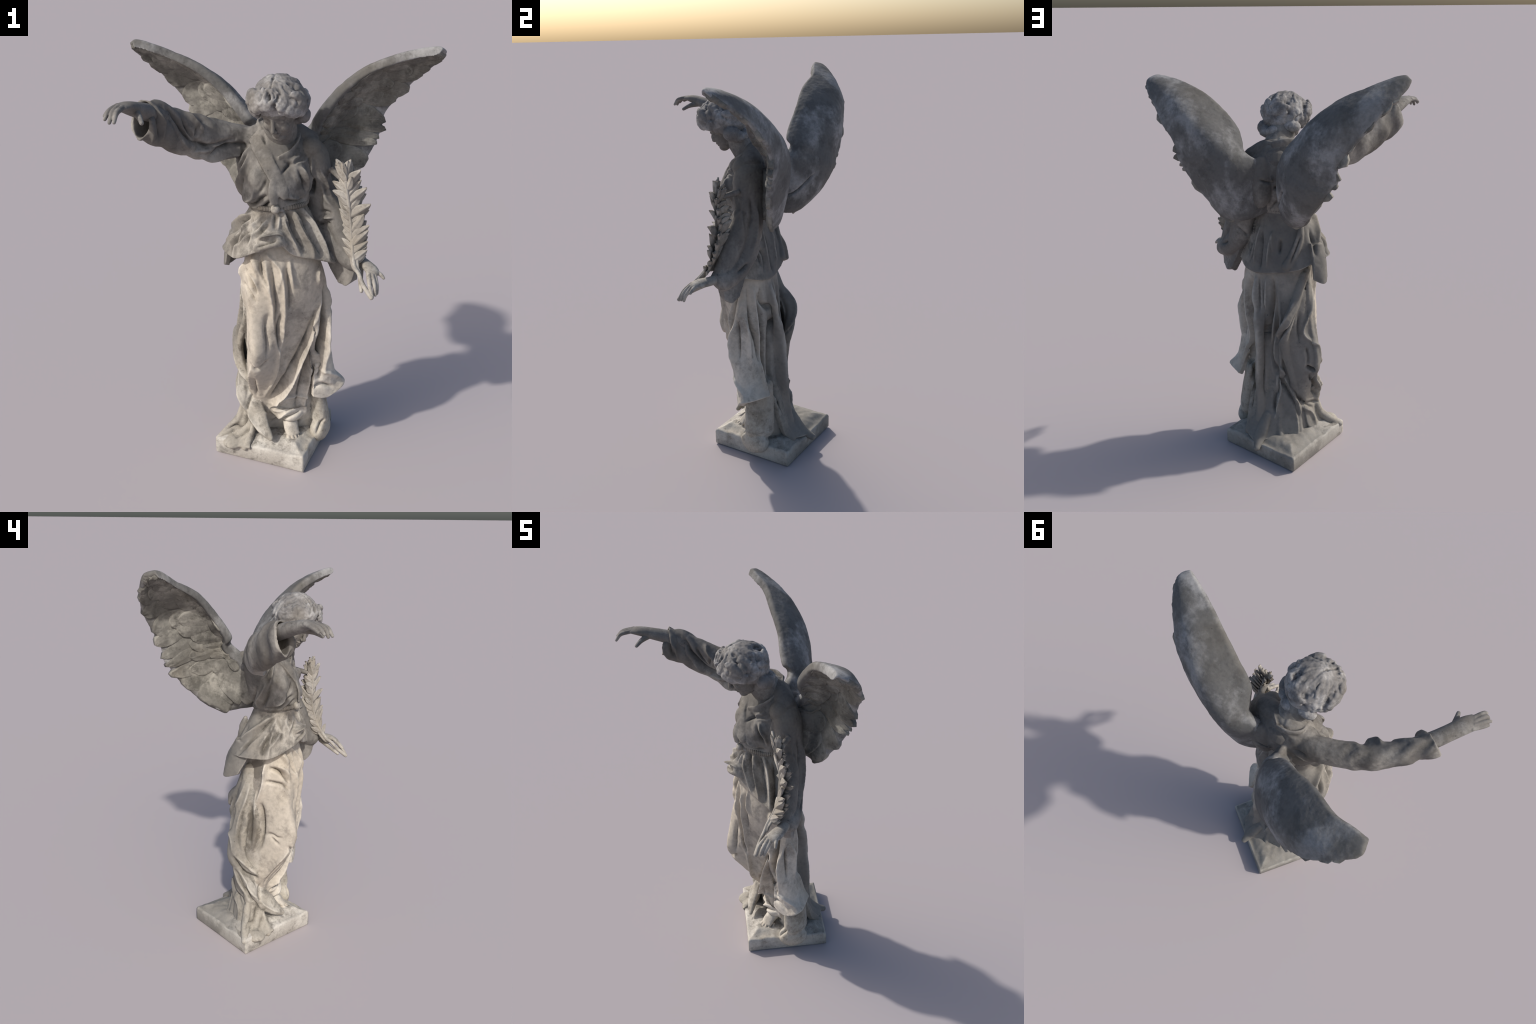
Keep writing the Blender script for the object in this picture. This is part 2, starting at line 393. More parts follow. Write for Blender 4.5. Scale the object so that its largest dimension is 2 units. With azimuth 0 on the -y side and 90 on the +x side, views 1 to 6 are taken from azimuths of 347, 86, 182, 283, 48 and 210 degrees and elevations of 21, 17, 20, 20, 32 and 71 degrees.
# flared lower half of the tunic: waist ring to uneven hem
waist = [(-.07, -.175), (-.03, -.20), (.05, -.195), (.11, -.17), (.14, -.11), (.115, -.05), (.07, -.015), (.02, .0), (-.04, .0), (-.08, -.02), (-.10, -.07), (-.095, -.13)]
hem = [(-.122, -.236, 1.140), (-.03, -.258, 1.172), (.04, -.245, 1.11), (.14, -.25, 1.08), (.245, -.225, 1.04), (.225, -.07, 1.0), (.162, .008, .985), (.045, .064, 1.0), (-.07, .102, 1.03), (-.175, .085, 1.08), (-.228, .015, 1.085), (-.198, -.118, 1.078)]
W = spline(A([(x, y, 1.305) for x, y in waist]), 120, True)
Hm = spline(A(hem), 120, True)
rows = []
for t in np.linspace(0, 1, 40):
    b = 0.010 * math.sin(math.pi * t)
    q = t ** 1.3
    ring = W * (1 - q) + Hm * q; ring[:, 2] = W[:, 2] * (1 - t) + Hm[:, 2] * t
    c = ring.mean(0)
    d = ring - c; d[:, 2] = 0
    rows.append(ring + unit(d) * b)
c = Hm.mean(0)
rows.append(Hm + (c - Hm) * A([.06, .06, 0]) + A([0, 0, -.004]))
rows.append(Hm + (c - Hm) * A([.13, .13, 0]) + A([0, 0, .015]))
rows.append(Hm + (c - Hm) * A([.45, .45, 0]) + A([0, 0, .03]))
parts["tunic"] = [rings_to_mesh(A(rows)),
    tube([(-.08, .035, 1.25), (-.07, .06, 1.18), (-.04, .07, 1.10), (-.005, .075, 1.04)], [.012, .02, .023, .024]),
    tube([(-.12, -.222, 1.155), (-.075, -.247, 1.172), (-.03, -.252, 1.18), (.005, -.243, 1.165)], [.016, .021, .021, .014]),
    # hanging flap behind the right hip
    sheet([[(-.12, .06, 1.16), (-.165, .045, 1.15), (-.18, -.03, 1.13)], [(-.135, .105, 1.07), (-.188, .08, 1.06), (-.195, .0, 1.06)], [(-.14, .12, .985), (-.192, .11, .962), (-.202, .04, .985)]], .024)[:2]]

# blouse torso, shoulders
parts["torso"] = [loft([
    (1.29, [(-.07, -.175), (-.02, -.195), (.06, -.19), (.11, -.165), (.14, -.11), (.115, -.05), (.07, -.015), (.02, .0), (-.04, .0), (-.08, -.02), (-.10, -.07), (-.095, -.13)]),
    (1.335, [(-.095, -.172), (-.02, -.215), (.06, -.205), (.125, -.17), (.16, -.11), (.135, -.04), (.08, .0), (.02, .015), (-.05, .01), (-.10, -.02), (-.14, -.07), (-.138, -.13)]),
    (1.40, [(-.093, -.18), (-.02, -.228), (.06, -.215), (.13, -.175), (.17, -.11), (.15, -.03), (.09, .02), (.02, .035), (-.06, .03), (-.11, .0), (-.145, -.06), (-.14, -.13)]),
    (1.47, [(-.085, -.166), (-.02, -.20), (.06, -.195), (.135, -.16), (.18, -.10), (.165, -.02), (.10, .035), (.02, .045), (-.06, .045), (-.12, .02), (-.15, -.04), (-.132, -.10)]),
    (1.54, [(-.08, -.145), (-.02, -.165), (.05, -.165), (.13, -.145), (.18, -.10), (.17, -.02), (.10, .035), (.02, .045), (-.06, .045), (-.12, .03), (-.15, -.02), (-.13, -.08)]),
    (1.59, [(-.06, -.12), (-.02, -.135), (.04, -.14), (.10, -.13), (.15, -.09), (.14, -.02), (.09, .02), (.02, .03), (-.05, .03), (-.10, .02), (-.12, -.02), (-.10, -.07)]),
    (1.635, [(-.05, -.10), (-.01, -.115), (.03, -.12), (.075, -.11), (.105, -.08), (.10, -.03), (.07, .0), (.02, .01), (-.03, .01), (-.06, -.01), (-.07, -.03), (-.06, -.07)]),
]), tube([(.03, -.04, 1.63), (.10, -.06, 1.61), (.165, -.08, 1.565)], [.04, .045, .05]),
    ellipsoid((-.002, .06, 1.46), (.035, .06, .12)), ellipsoid((.12, .02, 1.46), (.06, .04, .13)), tube([(.02, -.045, 1.635), (-.05, -.045, 1.605), (-.11, -.035, 1.578)], [.043, .047, .05]), ellipsoid((-.078, -.142, 1.435), (.05, .042, .06)), ellipsoid((.075, -.165, 1.44), (.058, .045, .062))]
# collar flap and the sash that crosses the chest, with its two loose tails
parts["sash"] = [
    tube([(.06, .005, 1.645), (.0, .005, 1.655), (-.046, -.028, 1.648), (-.066, -.08, 1.62), (-.07, -.108, 1.59), (-.06, -.144, 1.552), (-.042, -.186, 1.497), (-.018, -.213, 1.444), (.003, -.230, 1.395), (.014, -.234, 1.366)],
         [.007, .008, .008, .008, .008, .008, .008, .008, .008, .006], [.016, .02, .022, .028, .034, .034, .031, .03, .028, .016], [(0, 0, 1), (0, 0, 1), (.2, .2, 1), (.8, -.2, .6), (1, -.3, .3), (1, -.2, .2), (1, -.2, .2), (1, .1, .2), (1, .2, .2), (1, .2, .2)], n=32, m=110),
    tube([(-.034, -.215, 1.445), (-.04, -.232, 1.398), (-.036, -.232, 1.345)], [.007, .008, .006], [.016, .022, .018], (1, 0, 0)),
    tube([(.06, .0, 1.645), (.105, -.05, 1.635), (.105, -.115, 1.588), (.06, -.167, 1.545), (.0, -.178, 1.527)], [.005, .006, .006, .005, .004], [.012, .018, .02, .018, .010], [(0, 0, 1), (0, 0, 1), (.5, 0, 1), (.2, 0, 1), (0, 0, 1)], m=70)]
# sleeve of the outstretched right arm
parts["sleeve"] = [sleeve_tube(
    [(-.03, -.03, 1.55), (-.10, -.02, 1.575), (-.184, -.036, 1.588), (-.261, -.06, 1.605), (-.335, -.084, 1.63), (-.412, -.134, 1.664), (-.486, -.188, 1.709), (-.555, -.245, 1.742)],
    [.06, .058, .054, .053, .052, .052, .05, .045], [.06, .066, .08, .09, .09, .088, .084, .08], (0, 0, 1))]
# sleeve of the lowered left arm
parts["sleeve.001"] = [tube(
    [(.13, -.06, 1.56), (.18, -.09, 1.50), (.20, -.09, 1.38), (.215, -.092, 1.25), (.238, -.12, 1.15), (.288, -.185, 1.08), (.33, -.24, 1.045)],
    [.052, .068, .06, .057, .058, .055, .05], [.052, .075, .066, .058, .06, .066, .06], (0, -1, 0)),
    sheet([[(.205, -.09, 1.20), (.262, -.16, 1.13), (.345, -.265, 1.06)], [(.232, -.125, 1.06), (.275, -.178, 1.02), (.332, -.248, .995)], [(.278, -.165, .945), (.306, -.205, .92), (.325, -.24, .95)]], .045)[:2],
    ellipsoid((.16, -.108, 1.545), (.05, .06, .055)),
    tube([(.225, -.12, 1.33), (.265, -.165, 1.23), (.29, -.20, 1.15), (.315, -.235, 1.08)], [.038, .047, .048, .042], [.045, .05, .05, .045], (0, -1, 0)),
    tube([(.25, -.15, 1.447), (.26, -.22, 1.43)], [.014, .013])]

# wings: rows run from the root up to the tip, each row leading edge -> trailing edge
LW = [
    [(0.070, -0.040, 1.300), (0.202, 0.014, 1.265), (0.303, 0.001, 1.266)],
    [(0.060, -0.040, 1.450), (0.246, 0.047, 1.400), (0.413, -0.017, 1.388)],
    [(0.105, 0.012, 1.548), (0.288, 0.066, 1.520), (0.490, -0.026, 1.494)],
    [(0.190, 0.006, 1.605), (0.305, 0.066, 1.575), (0.515, -0.020, 1.542)],
    [(0.205, -0.025, 1.651), (0.328, 0.061, 1.620), (0.535, -0.016, 1.584)],
    [(0.230, -0.074, 1.714), (0.388, 0.031, 1.700), (0.550, -0.016, 1.654)],
    [(0.295, -0.099, 1.794), (0.458, -0.014, 1.770), (0.605, -0.051, 1.729)],
    [(0.400, -0.149, 1.875), (0.526, -0.083, 1.845), (0.653, -0.117, 1.813)],
    [(0.545, -0.229, 1.930), (0.615, -0.172, 1.900), (0.696, -0.188, 1.872)],
    [(0.665, -0.289, 1.947), (0.692, -0.271, 1.934), (0.706, -0.254, 1.925)],
]
RW = [
    [(-0.010, -0.030, 1.300), (-0.011, 0.066, 1.280), (-0.035, 0.128, 1.270), (-0.086, 0.177, 1.280)],
    [(0.000, -0.030, 1.450), (0.011, 0.115, 1.410), (-0.036, 0.226, 1.380), (-0.132, 0.302, 1.375)],
    [(0.000, 0.060, 1.552), (0.012, 0.157, 1.530), (-0.051, 0.291, 1.500), (-0.188, 0.374, 1.470)],
    [(-0.022, 0.125, 1.612), (-0.002, 0.178, 1.585), (-0.065, 0.302, 1.555), (-0.212, 0.389, 1.512)],
    [(-0.050, 0.110, 1.650), (-0.017, 0.193, 1.625), (-0.096, 0.322, 1.600), (-0.238, 0.409, 1.550)],
    [(-0.085, 0.125, 1.700), (-0.066, 0.213, 1.690), (-0.130, 0.348, 1.670), (-0.238, 0.424, 1.620)],
    [(-0.155, 0.172, 1.795), (-0.144, 0.249, 1.785), (-0.195, 0.379, 1.750), (-0.293, 0.442, 1.700)],
    [(-0.250, 0.217, 1.880), (-0.253, 0.288, 1.865), (-0.294, 0.396, 1.840), (-0.367, 0.457, 1.795)],
    [(-0.360, 0.282, 1.937), (-0.377, 0.328, 1.925), (-0.407, 0.398, 1.910), (-0.452, 0.430, 1.885)],
    [(-0.460, 0.302, 1.977), (-0.475, 0.336, 1.968), (-0.496, 0.377, 1.958), (-0.516, 0.392, 1.940)],
    [(-0.525, 0.322, 1.994), (-0.530, 0.339, 1.985), (-0.533, 0.355, 1.980), (-0.536, 0.362, 1.974)],
]
def inset(g):
    """Edge lines were taken at the rim; pull the mid-surface in by the rim radius."""
    out = []
    for k, row in enumerate(g):
        r = A(row, float); c = unit(r[-1] - r[0])
        r[0] += c * .004 * min(1, k / 3) * (1 - .7 * smooth01((k - len(g) + 4) / 3)); r[-1] -= c * .004
        out.append(r)
    return out
LW, RW = inset(LW), inset(RW)
def wing_rim(u, v):
    rim = lambda q, w: np.sqrt(np.clip(1 - (1 - np.clip(q / w, 0, 1)) ** 2, .02, 1))
    return rim(v, .07) * rim(1 - v, .04) * rim(1 - u, .03) * rim(u, .05)
def wing_belly(u, v):
    return (1 - smooth01((u - .35) / .5)) * np.sin(np.pi * np.clip(v * .9 + .05, 0, 1)) ** .8
def wing_front(u, v):
    """Inner face: rolled leading edge and full belly near the root."""
    return (.011 + .024 * np.exp(-(v / .10) ** 2) + .022 * wing_belly(u, v) + .032 * np.exp(-((u - .16) / .2) ** 2 - ((v - .25) / .28) ** 2)) * (1 - .3 * smooth01((v - .85) / .15)) * wing_rim(u, v)
def wing_back(u, v):
    """Outer face: smooth and convex."""
    return (.012 + .013 * wing_belly(u, v) + .005 * np.sin(np.pi * np.clip(v, 0, 1))) * wing_rim(u, v)
WING = {}
for nm, g, ref in (("wing", RW, (-.6, -.75, -.2)), ("wing.001", LW, (.1, -1, -.3))):
    v, f, D, Nn = sheet(g, .01, 110, 60)
    if (Nn.reshape(-1, 3) @ A(ref)).mean() < 0: Nn = -Nn; flip = True
    else: flip = False
    uu = np.linspace(0, 1, 110)[:, None]; vv = np.linspace(0, 1, 60)[None, :]
    fr_ = D + Nn * wing_front(uu, vv)[..., None]; bk_ = D - Nn * wing_back(uu, vv)[..., None]
    half = len(v) // 2
    v = np.vstack([(bk_ if flip else fr_).reshape(-1, 3), (fr_ if flip else bk_).reshape(-1, 3)])
    WING[nm] = (D, Nn)
    parts[nm] = [(v, f)]

# ---- fuse and split
order = list(parts)
src = [merge(parts[k]) for k in order]
SV, SF = merge(src)
owner = np.concatenate([np.full(len(f), i) for i, (v, f) in enumerate(src)])
body = voxel_union(SV, SF, 0.004, 3)
tree = BVHTree.FromPolygons([Vector(v) for v in SV], SF)
co = get_co(body)
lab = np.fromiter((owner[tree.find_nearest(Vector(c))[2]] for c in co), int)
# FOLDS-BEGIN
FOLDS = []
def ridge(w, h, *path): FOLDS.append((path, w, h))
def groove(w, h, *path): FOLDS.append((path, w, -h))
# carved drapery lines: half-width, height, then the path over the cloth
# skirt front
ridge(.012, .0117, (-.114, -.168, 1.106), (-.112, -.183, 1.068), (-.096, -.203, 1.019), (-.073, -.222, .952), (-.061, -.229, .889))
ridge(.012, .0117, (-.073, -.197, 1.096), (-.072, -.212, 1.027), (-.062, -.226, .952), (-.054, -.230, .872), (-.051, -.227, .804), (-.042, -.231, .738))
groove(.010, .013, (-.094, -.188, 1.091), (-.092, -.204, 1.019), (-.072, -.221, .967))
groove(.010, .013, (-.053, -.206, 1.093), (-.048, -.222, 1.020), (-.045, -.231, .944), (-.039, -.231, .870), (-.043, -.228, .795), (-.032, -.228, .718))
ridge(.014, .0156, (-.010, -.225, 1.064), (-.004, -.238, .981), (-.002, -.239, .901), (-.001, -.231, .832), (-.009, -.225, .764), (-.015, -.213, .674), (-.021, -.202, .617))
groove(.012, .0156, (-.017, -.231, .834), (-.029, -.228, .768), (-.029, -.224, .698), (-.031, -.212, .632))
ridge(.012, .0117, (.027, -.226, 1.083), (.030, -.238, 1.017), (.039, -.245, .954))
groove(.012, .0117, (.014, -.226, 1.077), (.016, -.237, 1.018), (.020, -.244, .940), (.022, -.233, .846))
ridge(.010, .0104, (.179, -.183, 1.016), (.164, -.205, .986), (.167, -.207, .937))
ridge(.015, .0195, (.198, -.186, .883), (.166, -.197, .792), (.137, -.186, .688), (.100, -.173, .581), (.063, -.156, .488), (.033, -.140, .410), (-.009, -.103, .311), (-.039, -.083, .246))
groove(.013, .0169, (.157, -.199, .811), (.120, -.189, .692), (.080, -.171, .583), (.046, -.160, .511), (.011, -.148, .428), (-.026, -.108, .336))
ridge(.014, .0195, (.198, -.190, .851), (.174, -.197, .756), (.150, -.184, .623), (.141, -.147, .470), (.130, -.124, .365), (.120, -.113, .265), (.118, -.103, .170))
groove(.012, .0182, (.166, -.198, .758), (.139, -.179, .631), (.119, -.163, .528), (.104, -.143, .427), (.084, -.121, .314), (.076, -.117, .246))
groove(.014, .039, (.212, -.166, .943), (.201, -.190, .834), (.192, -.194, .709), (.176, -.193, .615), (.152, -.189, .537), (.155, -.128, .410))
groove(.012, .0156, (-.165, -.222, .591), (-.134, -.235, .562), (-.085, -.235, .601))
ridge(.014, .013, (-.050, -.233, .723), (-.030, -.208, .621), (-.035, -.188, .523), (-.059, -.144, .411), (-.073, -.091, .315))
groove(.014, .013, (-.077, -.227, .833), (-.089, -.233, .771), (-.085, -.244, .684), (-.093, -.243, .625))
ridge(.012, .0117, (.046, -.160, .511), (.024, -.145, .424), (.005, -.117, .345), (-.031, -.086, .266))
ridge(.012, .0117, (.093, -.167, .548), (.065, -.148, .446), (.043, -.133, .385), (.015, -.108, .300), (-.025, -.095, .232))
groove(.010, .0117, (.012, -.159, .471), (-.015, -.132, .386), (-.048, -.092, .301))
groove(.010, .0156, (-.036, -.062, .145), (.030, -.139, .213), (.103, -.127, .233))
ridge(.012, .0117, (-.032, -.066, .165), (.042, -.130, .232), (.099, -.117, .247))
groove(.010, .013, (.047, -.076, .104), (.110, -.100, .155))
groove(.010, .013, (.169, -.168, .105), (.188, -.157, .143), (.215, -.153, .175))
ridge(.012, .0104, (.177, -.189, .478), (.228, -.187, .459), (.299, -.156, .401))
groove(.012, .0156, (.148, -.174, .382), (.186, -.186, .401), (.247, -.181, .373))
# skirt right side and train
groove(.010, .0161, (-.145, -.106, 1.014), (-.143, -.147, 1.004), (-.133, -.187, .970), (-.120, -.206, .928))
groove(.010, .0161, (-.146, -.086, .939), (-.151, -.133, .936), (-.146, -.182, .926), (-.124, -.212, .890))
ridge(.014, .0115, (-.141, -.146, 1.025), (-.126, -.185, 1.002), (-.109, -.208, .950))
ridge(.014, .0138, (-.142, -.090, 1.042), (-.146, -.081, .969), (-.143, -.072, .906), (-.131, -.046, .818), (-.132, -.029, .762))
groove(.018, .0345, (-.136, -.064, .804), (-.135, -.069, .732), (-.131, -.069, .656), (-.132, -.057, .581), (-.133, -.030, .513))
groove(.014, .0184, (-.133, -.016, .798), (-.136, -.012, .707), (-.135, -.007, .613), (-.132, -.005, .556))
ridge(.012, .0115, (-.130, -.037, .871), (-.132, -.027, .789), (-.134, -.023, .717))
groove(.010, .0115, (-.135, -.079, .629), (-.152, -.121, .646), (-.165, -.158, .636), (-.168, -.193, .639))
groove(.008, .0092, (-.152, -.122, .630), (-.160, -.145, .613), (-.167, -.172, .597))
ridge(.012, .0115, (-.133, -.073, .358), (-.143, -.123, .433), (-.160, -.194, .526), (-.162, -.227, .578))
ridge(.012, .0103, (-.052, -.083, .271), (.012, -.110, .311), (.175, -.133, .307))
groove(.010, .0103, (-.110, -.081, .322), (-.125, -.128, .405), (-.144, -.191, .494))
ridge(.010, .0092, (-.098, -.116, .241), (.053, -.116, .238), (.167, -.116, .251))
groove(.012, .0207, (-.184, .073, .502), (-.163, .022, .410), (-.138, -.052, .365))
ridge(.012, .0115, (-.186, .070, .523), (-.173, .002, .456), (-.140, -.054, .388))
groove(.012, .0207, (-.171, .074, .426), (-.187, .016, .341), (-.175, -.035, .243), (-.154, -.057, .199))
ridge(.012, .0115, (-.170, .047, .429), (-.178, .001, .347), (-.166, -.050, .260), (-.126, -.123, .182), (-.082, -.178, .139))
groove(.010, .0115, (-.130, -.061, .330), (-.157, -.063, .256), (-.153, -.079, .212))
groove(.012, .0161, (-.154, -.052, .198), (-.181, -.041, .147), (-.263, -.013, .118))
groove(.010, .0092, (-.151, -.082, .161), (-.177, -.081, .121), (-.222, -.074, .097))
ridge(.012, .0103, (-.130, .015, .932), (-.131, .058, .807), (-.090, .099, .685), (-.171, .089, .600), (-.185, .077, .519))
groove(.014, .0115, (-.138, .021, .796), (-.152, .043, .690), (-.176, .050, .598), (-.178, .028, .517))
ridge(.012, .0115, (-.129, -.002, .911), (-.137, .021, .814), (-.149, .053, .706), (-.170, .065, .621))
ridge(.012, .0092, (-.081, .089, .243), (-.139, .055, .179), (-.170, .057, .105))
groove(.012, .0115, (-.112, .076, .251), (-.183, .008, .222))
# tunic, chest and sleeve from the front
ridge(.014, .0161, (-.119, -.094, 1.261), (-.160, -.054, 1.197), (-.208, -.004, 1.116))
groove(.013, .0207, (-.147, -.105, 1.204), (-.181, -.090, 1.139), (-.205, -.082, 1.090))
ridge(.012, .0138, (-.130, -.120, 1.231), (-.171, -.113, 1.146), (-.200, -.108, 1.079))
ridge(.012, .0115, (-.102, -.165, 1.258), (-.113, -.190, 1.213), (-.135, -.195, 1.163))
groove(.010, .0115, (-.110, -.135, 1.265), (-.125, -.162, 1.213), (-.155, -.164, 1.146))
ridge(.014, .0207, (-.108, -.226, 1.182), (-.066, -.240, 1.208), (-.025, -.243, 1.212), (-.006, -.247, 1.193))
groove(.010, .0161, (-.123, -.239, 1.161), (-.086, -.258, 1.185), (-.043, -.268, 1.193))
ridge(.010, .0115, (-.077, -.253, 1.192), (-.047, -.253, 1.200), (-.019, -.260, 1.195))
ridge(.012, .0138, (.002, -.204, 1.297), (.013, -.229, 1.228), (.048, -.236, 1.156), (.076, -.245, 1.100))
ridge(.014, .0184, (.046, -.197, 1.298), (.085, -.218, 1.208), (.125, -.235, 1.130), (.136, -.249, 1.086))
groove(.012, .0161, (.026, -.202, 1.294), (.052, -.224, 1.206), (.089, -.239, 1.128))
ridge(.014, .0184, (.105, -.179, 1.294), (.148, -.190, 1.207), (.186, -.216, 1.124), (.210, -.240, 1.066))
groove(.012, .0172, (.075, -.191, 1.297), (.119, -.207, 1.208), (.159, -.227, 1.123), (.170, -.243, 1.084))
groove(.012, .0161, (.141, -.150, 1.270), (.183, -.178, 1.175), (.212, -.210, 1.103), (.229, -.230, 1.059))
ridge(.010, .0103, (-.011, -.210, 1.285), (-.025, -.235, 1.234))
groove(.009, .0115, (-.025, -.206, 1.293), (-.037, -.234, 1.235))
groove(.014, .0184, (-.051, .035, 1.578), (-.165, -.087, 1.578), (-.235, -.105, 1.575), (-.302, -.121, 1.589), (-.346, -.152, 1.638))
ridge(.016, .0138, (-.054, .042, 1.558), (-.172, -.077, 1.540), (-.270, -.087, 1.526), (-.331, -.113, 1.554))
groove(.012, .0161, (-.057, .045, 1.542), (-.141, -.068, 1.524))
ridge(.012, .0138, (-.102, -.100, 1.565), (-.134, -.085, 1.505), (-.149, -.059, 1.470))
groove(.012, .0115, (-.113, -.110, 1.538), (-.137, -.091, 1.469))
ridge(.010, .0115, (-.113, -.112, 1.532), (-.136, -.100, 1.457), (-.148, -.092, 1.395))
# raised sleeve
ridge(.010, .0117, (-.519, -.188, 1.769), (-.519, -.271, 1.739), (-.521, -.275, 1.696), (-.521, -.231, 1.640))
groove(.012, .0182, (-.475, -.213, 1.775), (-.452, -.210, 1.741), (-.437, -.213, 1.710), (-.419, -.202, 1.664), (-.390, -.170, 1.609))
ridge(.012, .013, (-.506, -.252, 1.791), (-.488, -.254, 1.756), (-.477, -.236, 1.710), (-.478, -.222, 1.652))
groove(.012, .013, (-.515, -.248, 1.798), (-.500, -.259, 1.762), (-.493, -.262, 1.721), (-.492, -.235, 1.666))
groove(.013, .0208, (-.455, -.201, 1.772), (-.426, -.199, 1.737), (-.405, -.193, 1.702), (-.382, -.174, 1.661), (-.345, -.150, 1.614), (-.299, -.122, 1.593))
ridge(.013, .0156, (-.466, -.207, 1.772), (-.441, -.211, 1.720), (-.424, -.208, 1.676), (-.401, -.183, 1.633), (-.368, -.151, 1.590))
ridge(.013, .0182, (-.370, -.131, 1.737), (-.347, -.137, 1.706), (-.324, -.131, 1.682), (-.306, -.124, 1.656))
groove(.010, .0156, (-.394, -.168, 1.730), (-.374, -.166, 1.687), (-.349, -.154, 1.644), (-.333, -.143, 1.617))
groove(.009, .013, (-.327, -.134, 1.682), (-.330, -.142, 1.661), (-.335, -.146, 1.636))
groove(.014, .0182, (-.342, -.136, 1.580), (-.272, -.118, 1.587), (-.214, -.100, 1.595), (-.155, -.083, 1.607))
ridge(.014, .0156, (-.339, -.129, 1.572), (-.272, -.117, 1.577), (-.200, -.096, 1.586))
groove(.012, .0156, (-.278, -.106, 1.547), (-.229, -.102, 1.568), (-.171, -.088, 1.582))
# lowered sleeve
groove(.008, .0115, (.187, -.143, 1.235), (.215, -.176, 1.252), (.238, -.202, 1.254))
ridge(.010, .0103, (.187, -.143, 1.219), (.221, -.183, 1.238), (.240, -.207, 1.238))
groove(.008, .0115, (.189, -.147, 1.200), (.226, -.192, 1.219))
ridge(.010, .0103, (.187, -.165, 1.458), (.223, -.150, 1.390), (.241, -.169, 1.331))
# skirt back
groove(.016, .039, (.182, -.049, .952), (.179, -.040, .867), (.156, .011, .794), (.150, -.007, .690), (.154, -.008, .611), (.163, -.008, .462), (.181, .026, .328), (.185, .067, .208))
ridge(.014, .0156, (.153, .003, .954), (.154, .016, .862), (.144, .030, .764), (.134, .038, .692), (.127, .049, .542), (.138, .064, .401), (.147, .090, .264), (.152, .103, .199))
groove(.010, .013, (.134, .009, .961), (.135, .024, .865), (.140, .034, .747))
ridge(.012, .0104, (.101, .016, .955), (.102, .021, .864), (.108, .026, .763))
groove(.016, .0338, (.066, .033, .966), (.067, .039, .872), (.081, .037, .768), (.098, .038, .634), (.105, .057, .497), (.111, .077, .358), (.107, .080, .294))
ridge(.012, .0104, (.223, -.117, .921), (.231, -.124, .803), (.239, -.126, .654), (.245, -.118, .556))
groove(.012, .0156, (.028, .064, .780), (.067, .048, .639), (.081, .045, .550), (.063, .055, .466), (.004, .084, .358), (-.049, .110, .262), (-.073, .111, .186))
ridge(.012, .013, (-.045, .095, .859), (-.003, .138, .777), (.036, .119, .674), (.061, .051, .563))
ridge(.012, .013, (.052, .071, .505), (-.009, .078, .380), (-.058, .106, .285), (-.081, .101, .200))
groove(.010, .0156, (-.051, .115, .795), (-.028, .141, .737), (.023, .140, .689), (.056, .054, .584))
groove(.010, .0104, (-.070, .087, .791), (-.063, .101, .713), (-.069, .110, .633))
groove(.012, .0234, (-.110, .112, .494), (-.150, .101, .461))
groove(.012, .0182, (-.124, .100, .443), (-.136, .043, .329), (-.162, .022, .264))
groove(.010, .0117, (-.105, .109, .608), (-.118, .114, .549), (-.114, .112, .499))
groove(.012, .0156, (-.027, .091, .367), (-.080, .092, .277), (-.144, .039, .203))
ridge(.012, .0117, (.026, .091, .356), (.044, .107, .254), (.062, .123, .182))
groove(.012, .013, (.053, .087, .364), (.062, .097, .269), (.053, .118, .199))
# tunic back
groove(.012, .0115, (.161, -.081, 1.223), (.172, -.064, 1.157), (.192, -.042, 1.060))
ridge(.012, .0103, (.124, -.033, 1.230), (.147, -.020, 1.132), (.164, -.004, 1.025))
groove(.012, .0161, (.027, .033, 1.169), (.032, .049, 1.100))
ridge(.012, .0115, (.071, .010, 1.196), (.086, .026, 1.108), (.094, .037, 1.025))
groove(.014, .0161, (-.077, .072, 1.201), (-.048, .089, 1.130), (-.026, .094, 1.054))
ridge(.012, .0115, (-.182, -.008, 1.159), (-.203, .032, 1.110))
groove(.012, .0115, (-.121, .010, 1.220), (-.143, .071, 1.155), (-.150, .098, 1.103))
# skirt left side
ridge(.014, .013, (.300, -.165, .960), (.228, -.176, .778), (.210, -.190, .651), (.225, -.187, .536))
groove(.012, .0156, (.218, -.122, .962), (.227, -.116, .853), (.223, -.104, .692), (.227, -.093, .564))
ridge(.014, .0156, (.207, -.089, .960), (.210, -.079, .805), (.200, -.067, .640), (.216, -.056, .507), (.252, -.039, .416))
groove(.018, .0442, (.194, -.062, .915), (.190, -.050, .756), (.185, -.045, .632), (.184, -.043, .507), (.209, -.027, .435))
ridge(.014, .0156, (.156, -.001, .953), (.156, .014, .858), (.144, .029, .732), (.130, .044, .601), (.134, .060, .433), (.145, .081, .308))
groove(.016, .0338, (.051, .048, .857), (.052, .057, .692), (.052, .070, .521), (.046, .089, .387), (.030, .105, .280))
# lowered sleeve and tunic, left
groove(.012, .0103, (.257, -.095, 1.429), (.262, -.088, 1.350), (.270, -.100, 1.272))
ridge(.012, .0103, (.248, -.126, 1.412), (.264, -.133, 1.337), (.292, -.132, 1.272))
ridge(.012, .0103, (.253, -.064, 1.387), (.259, -.060, 1.316), (.269, -.069, 1.238), (.294, -.097, 1.140))
groove(.010, .0115, (.343, -.163, 1.085), (.328, -.139, 1.095), (.309, -.114, 1.113))
groove(.010, .0103, (.257, -.053, 1.226), (.167, -.033, 1.115), (.192, -.029, 1.019))
ridge(.012, .0103, (.067, .010, 1.204), (.066, .034, 1.107))
groove(.012, .0115, (.119, -.019, 1.203), (.125, .003, 1.109), (.133, .022, 1.006))
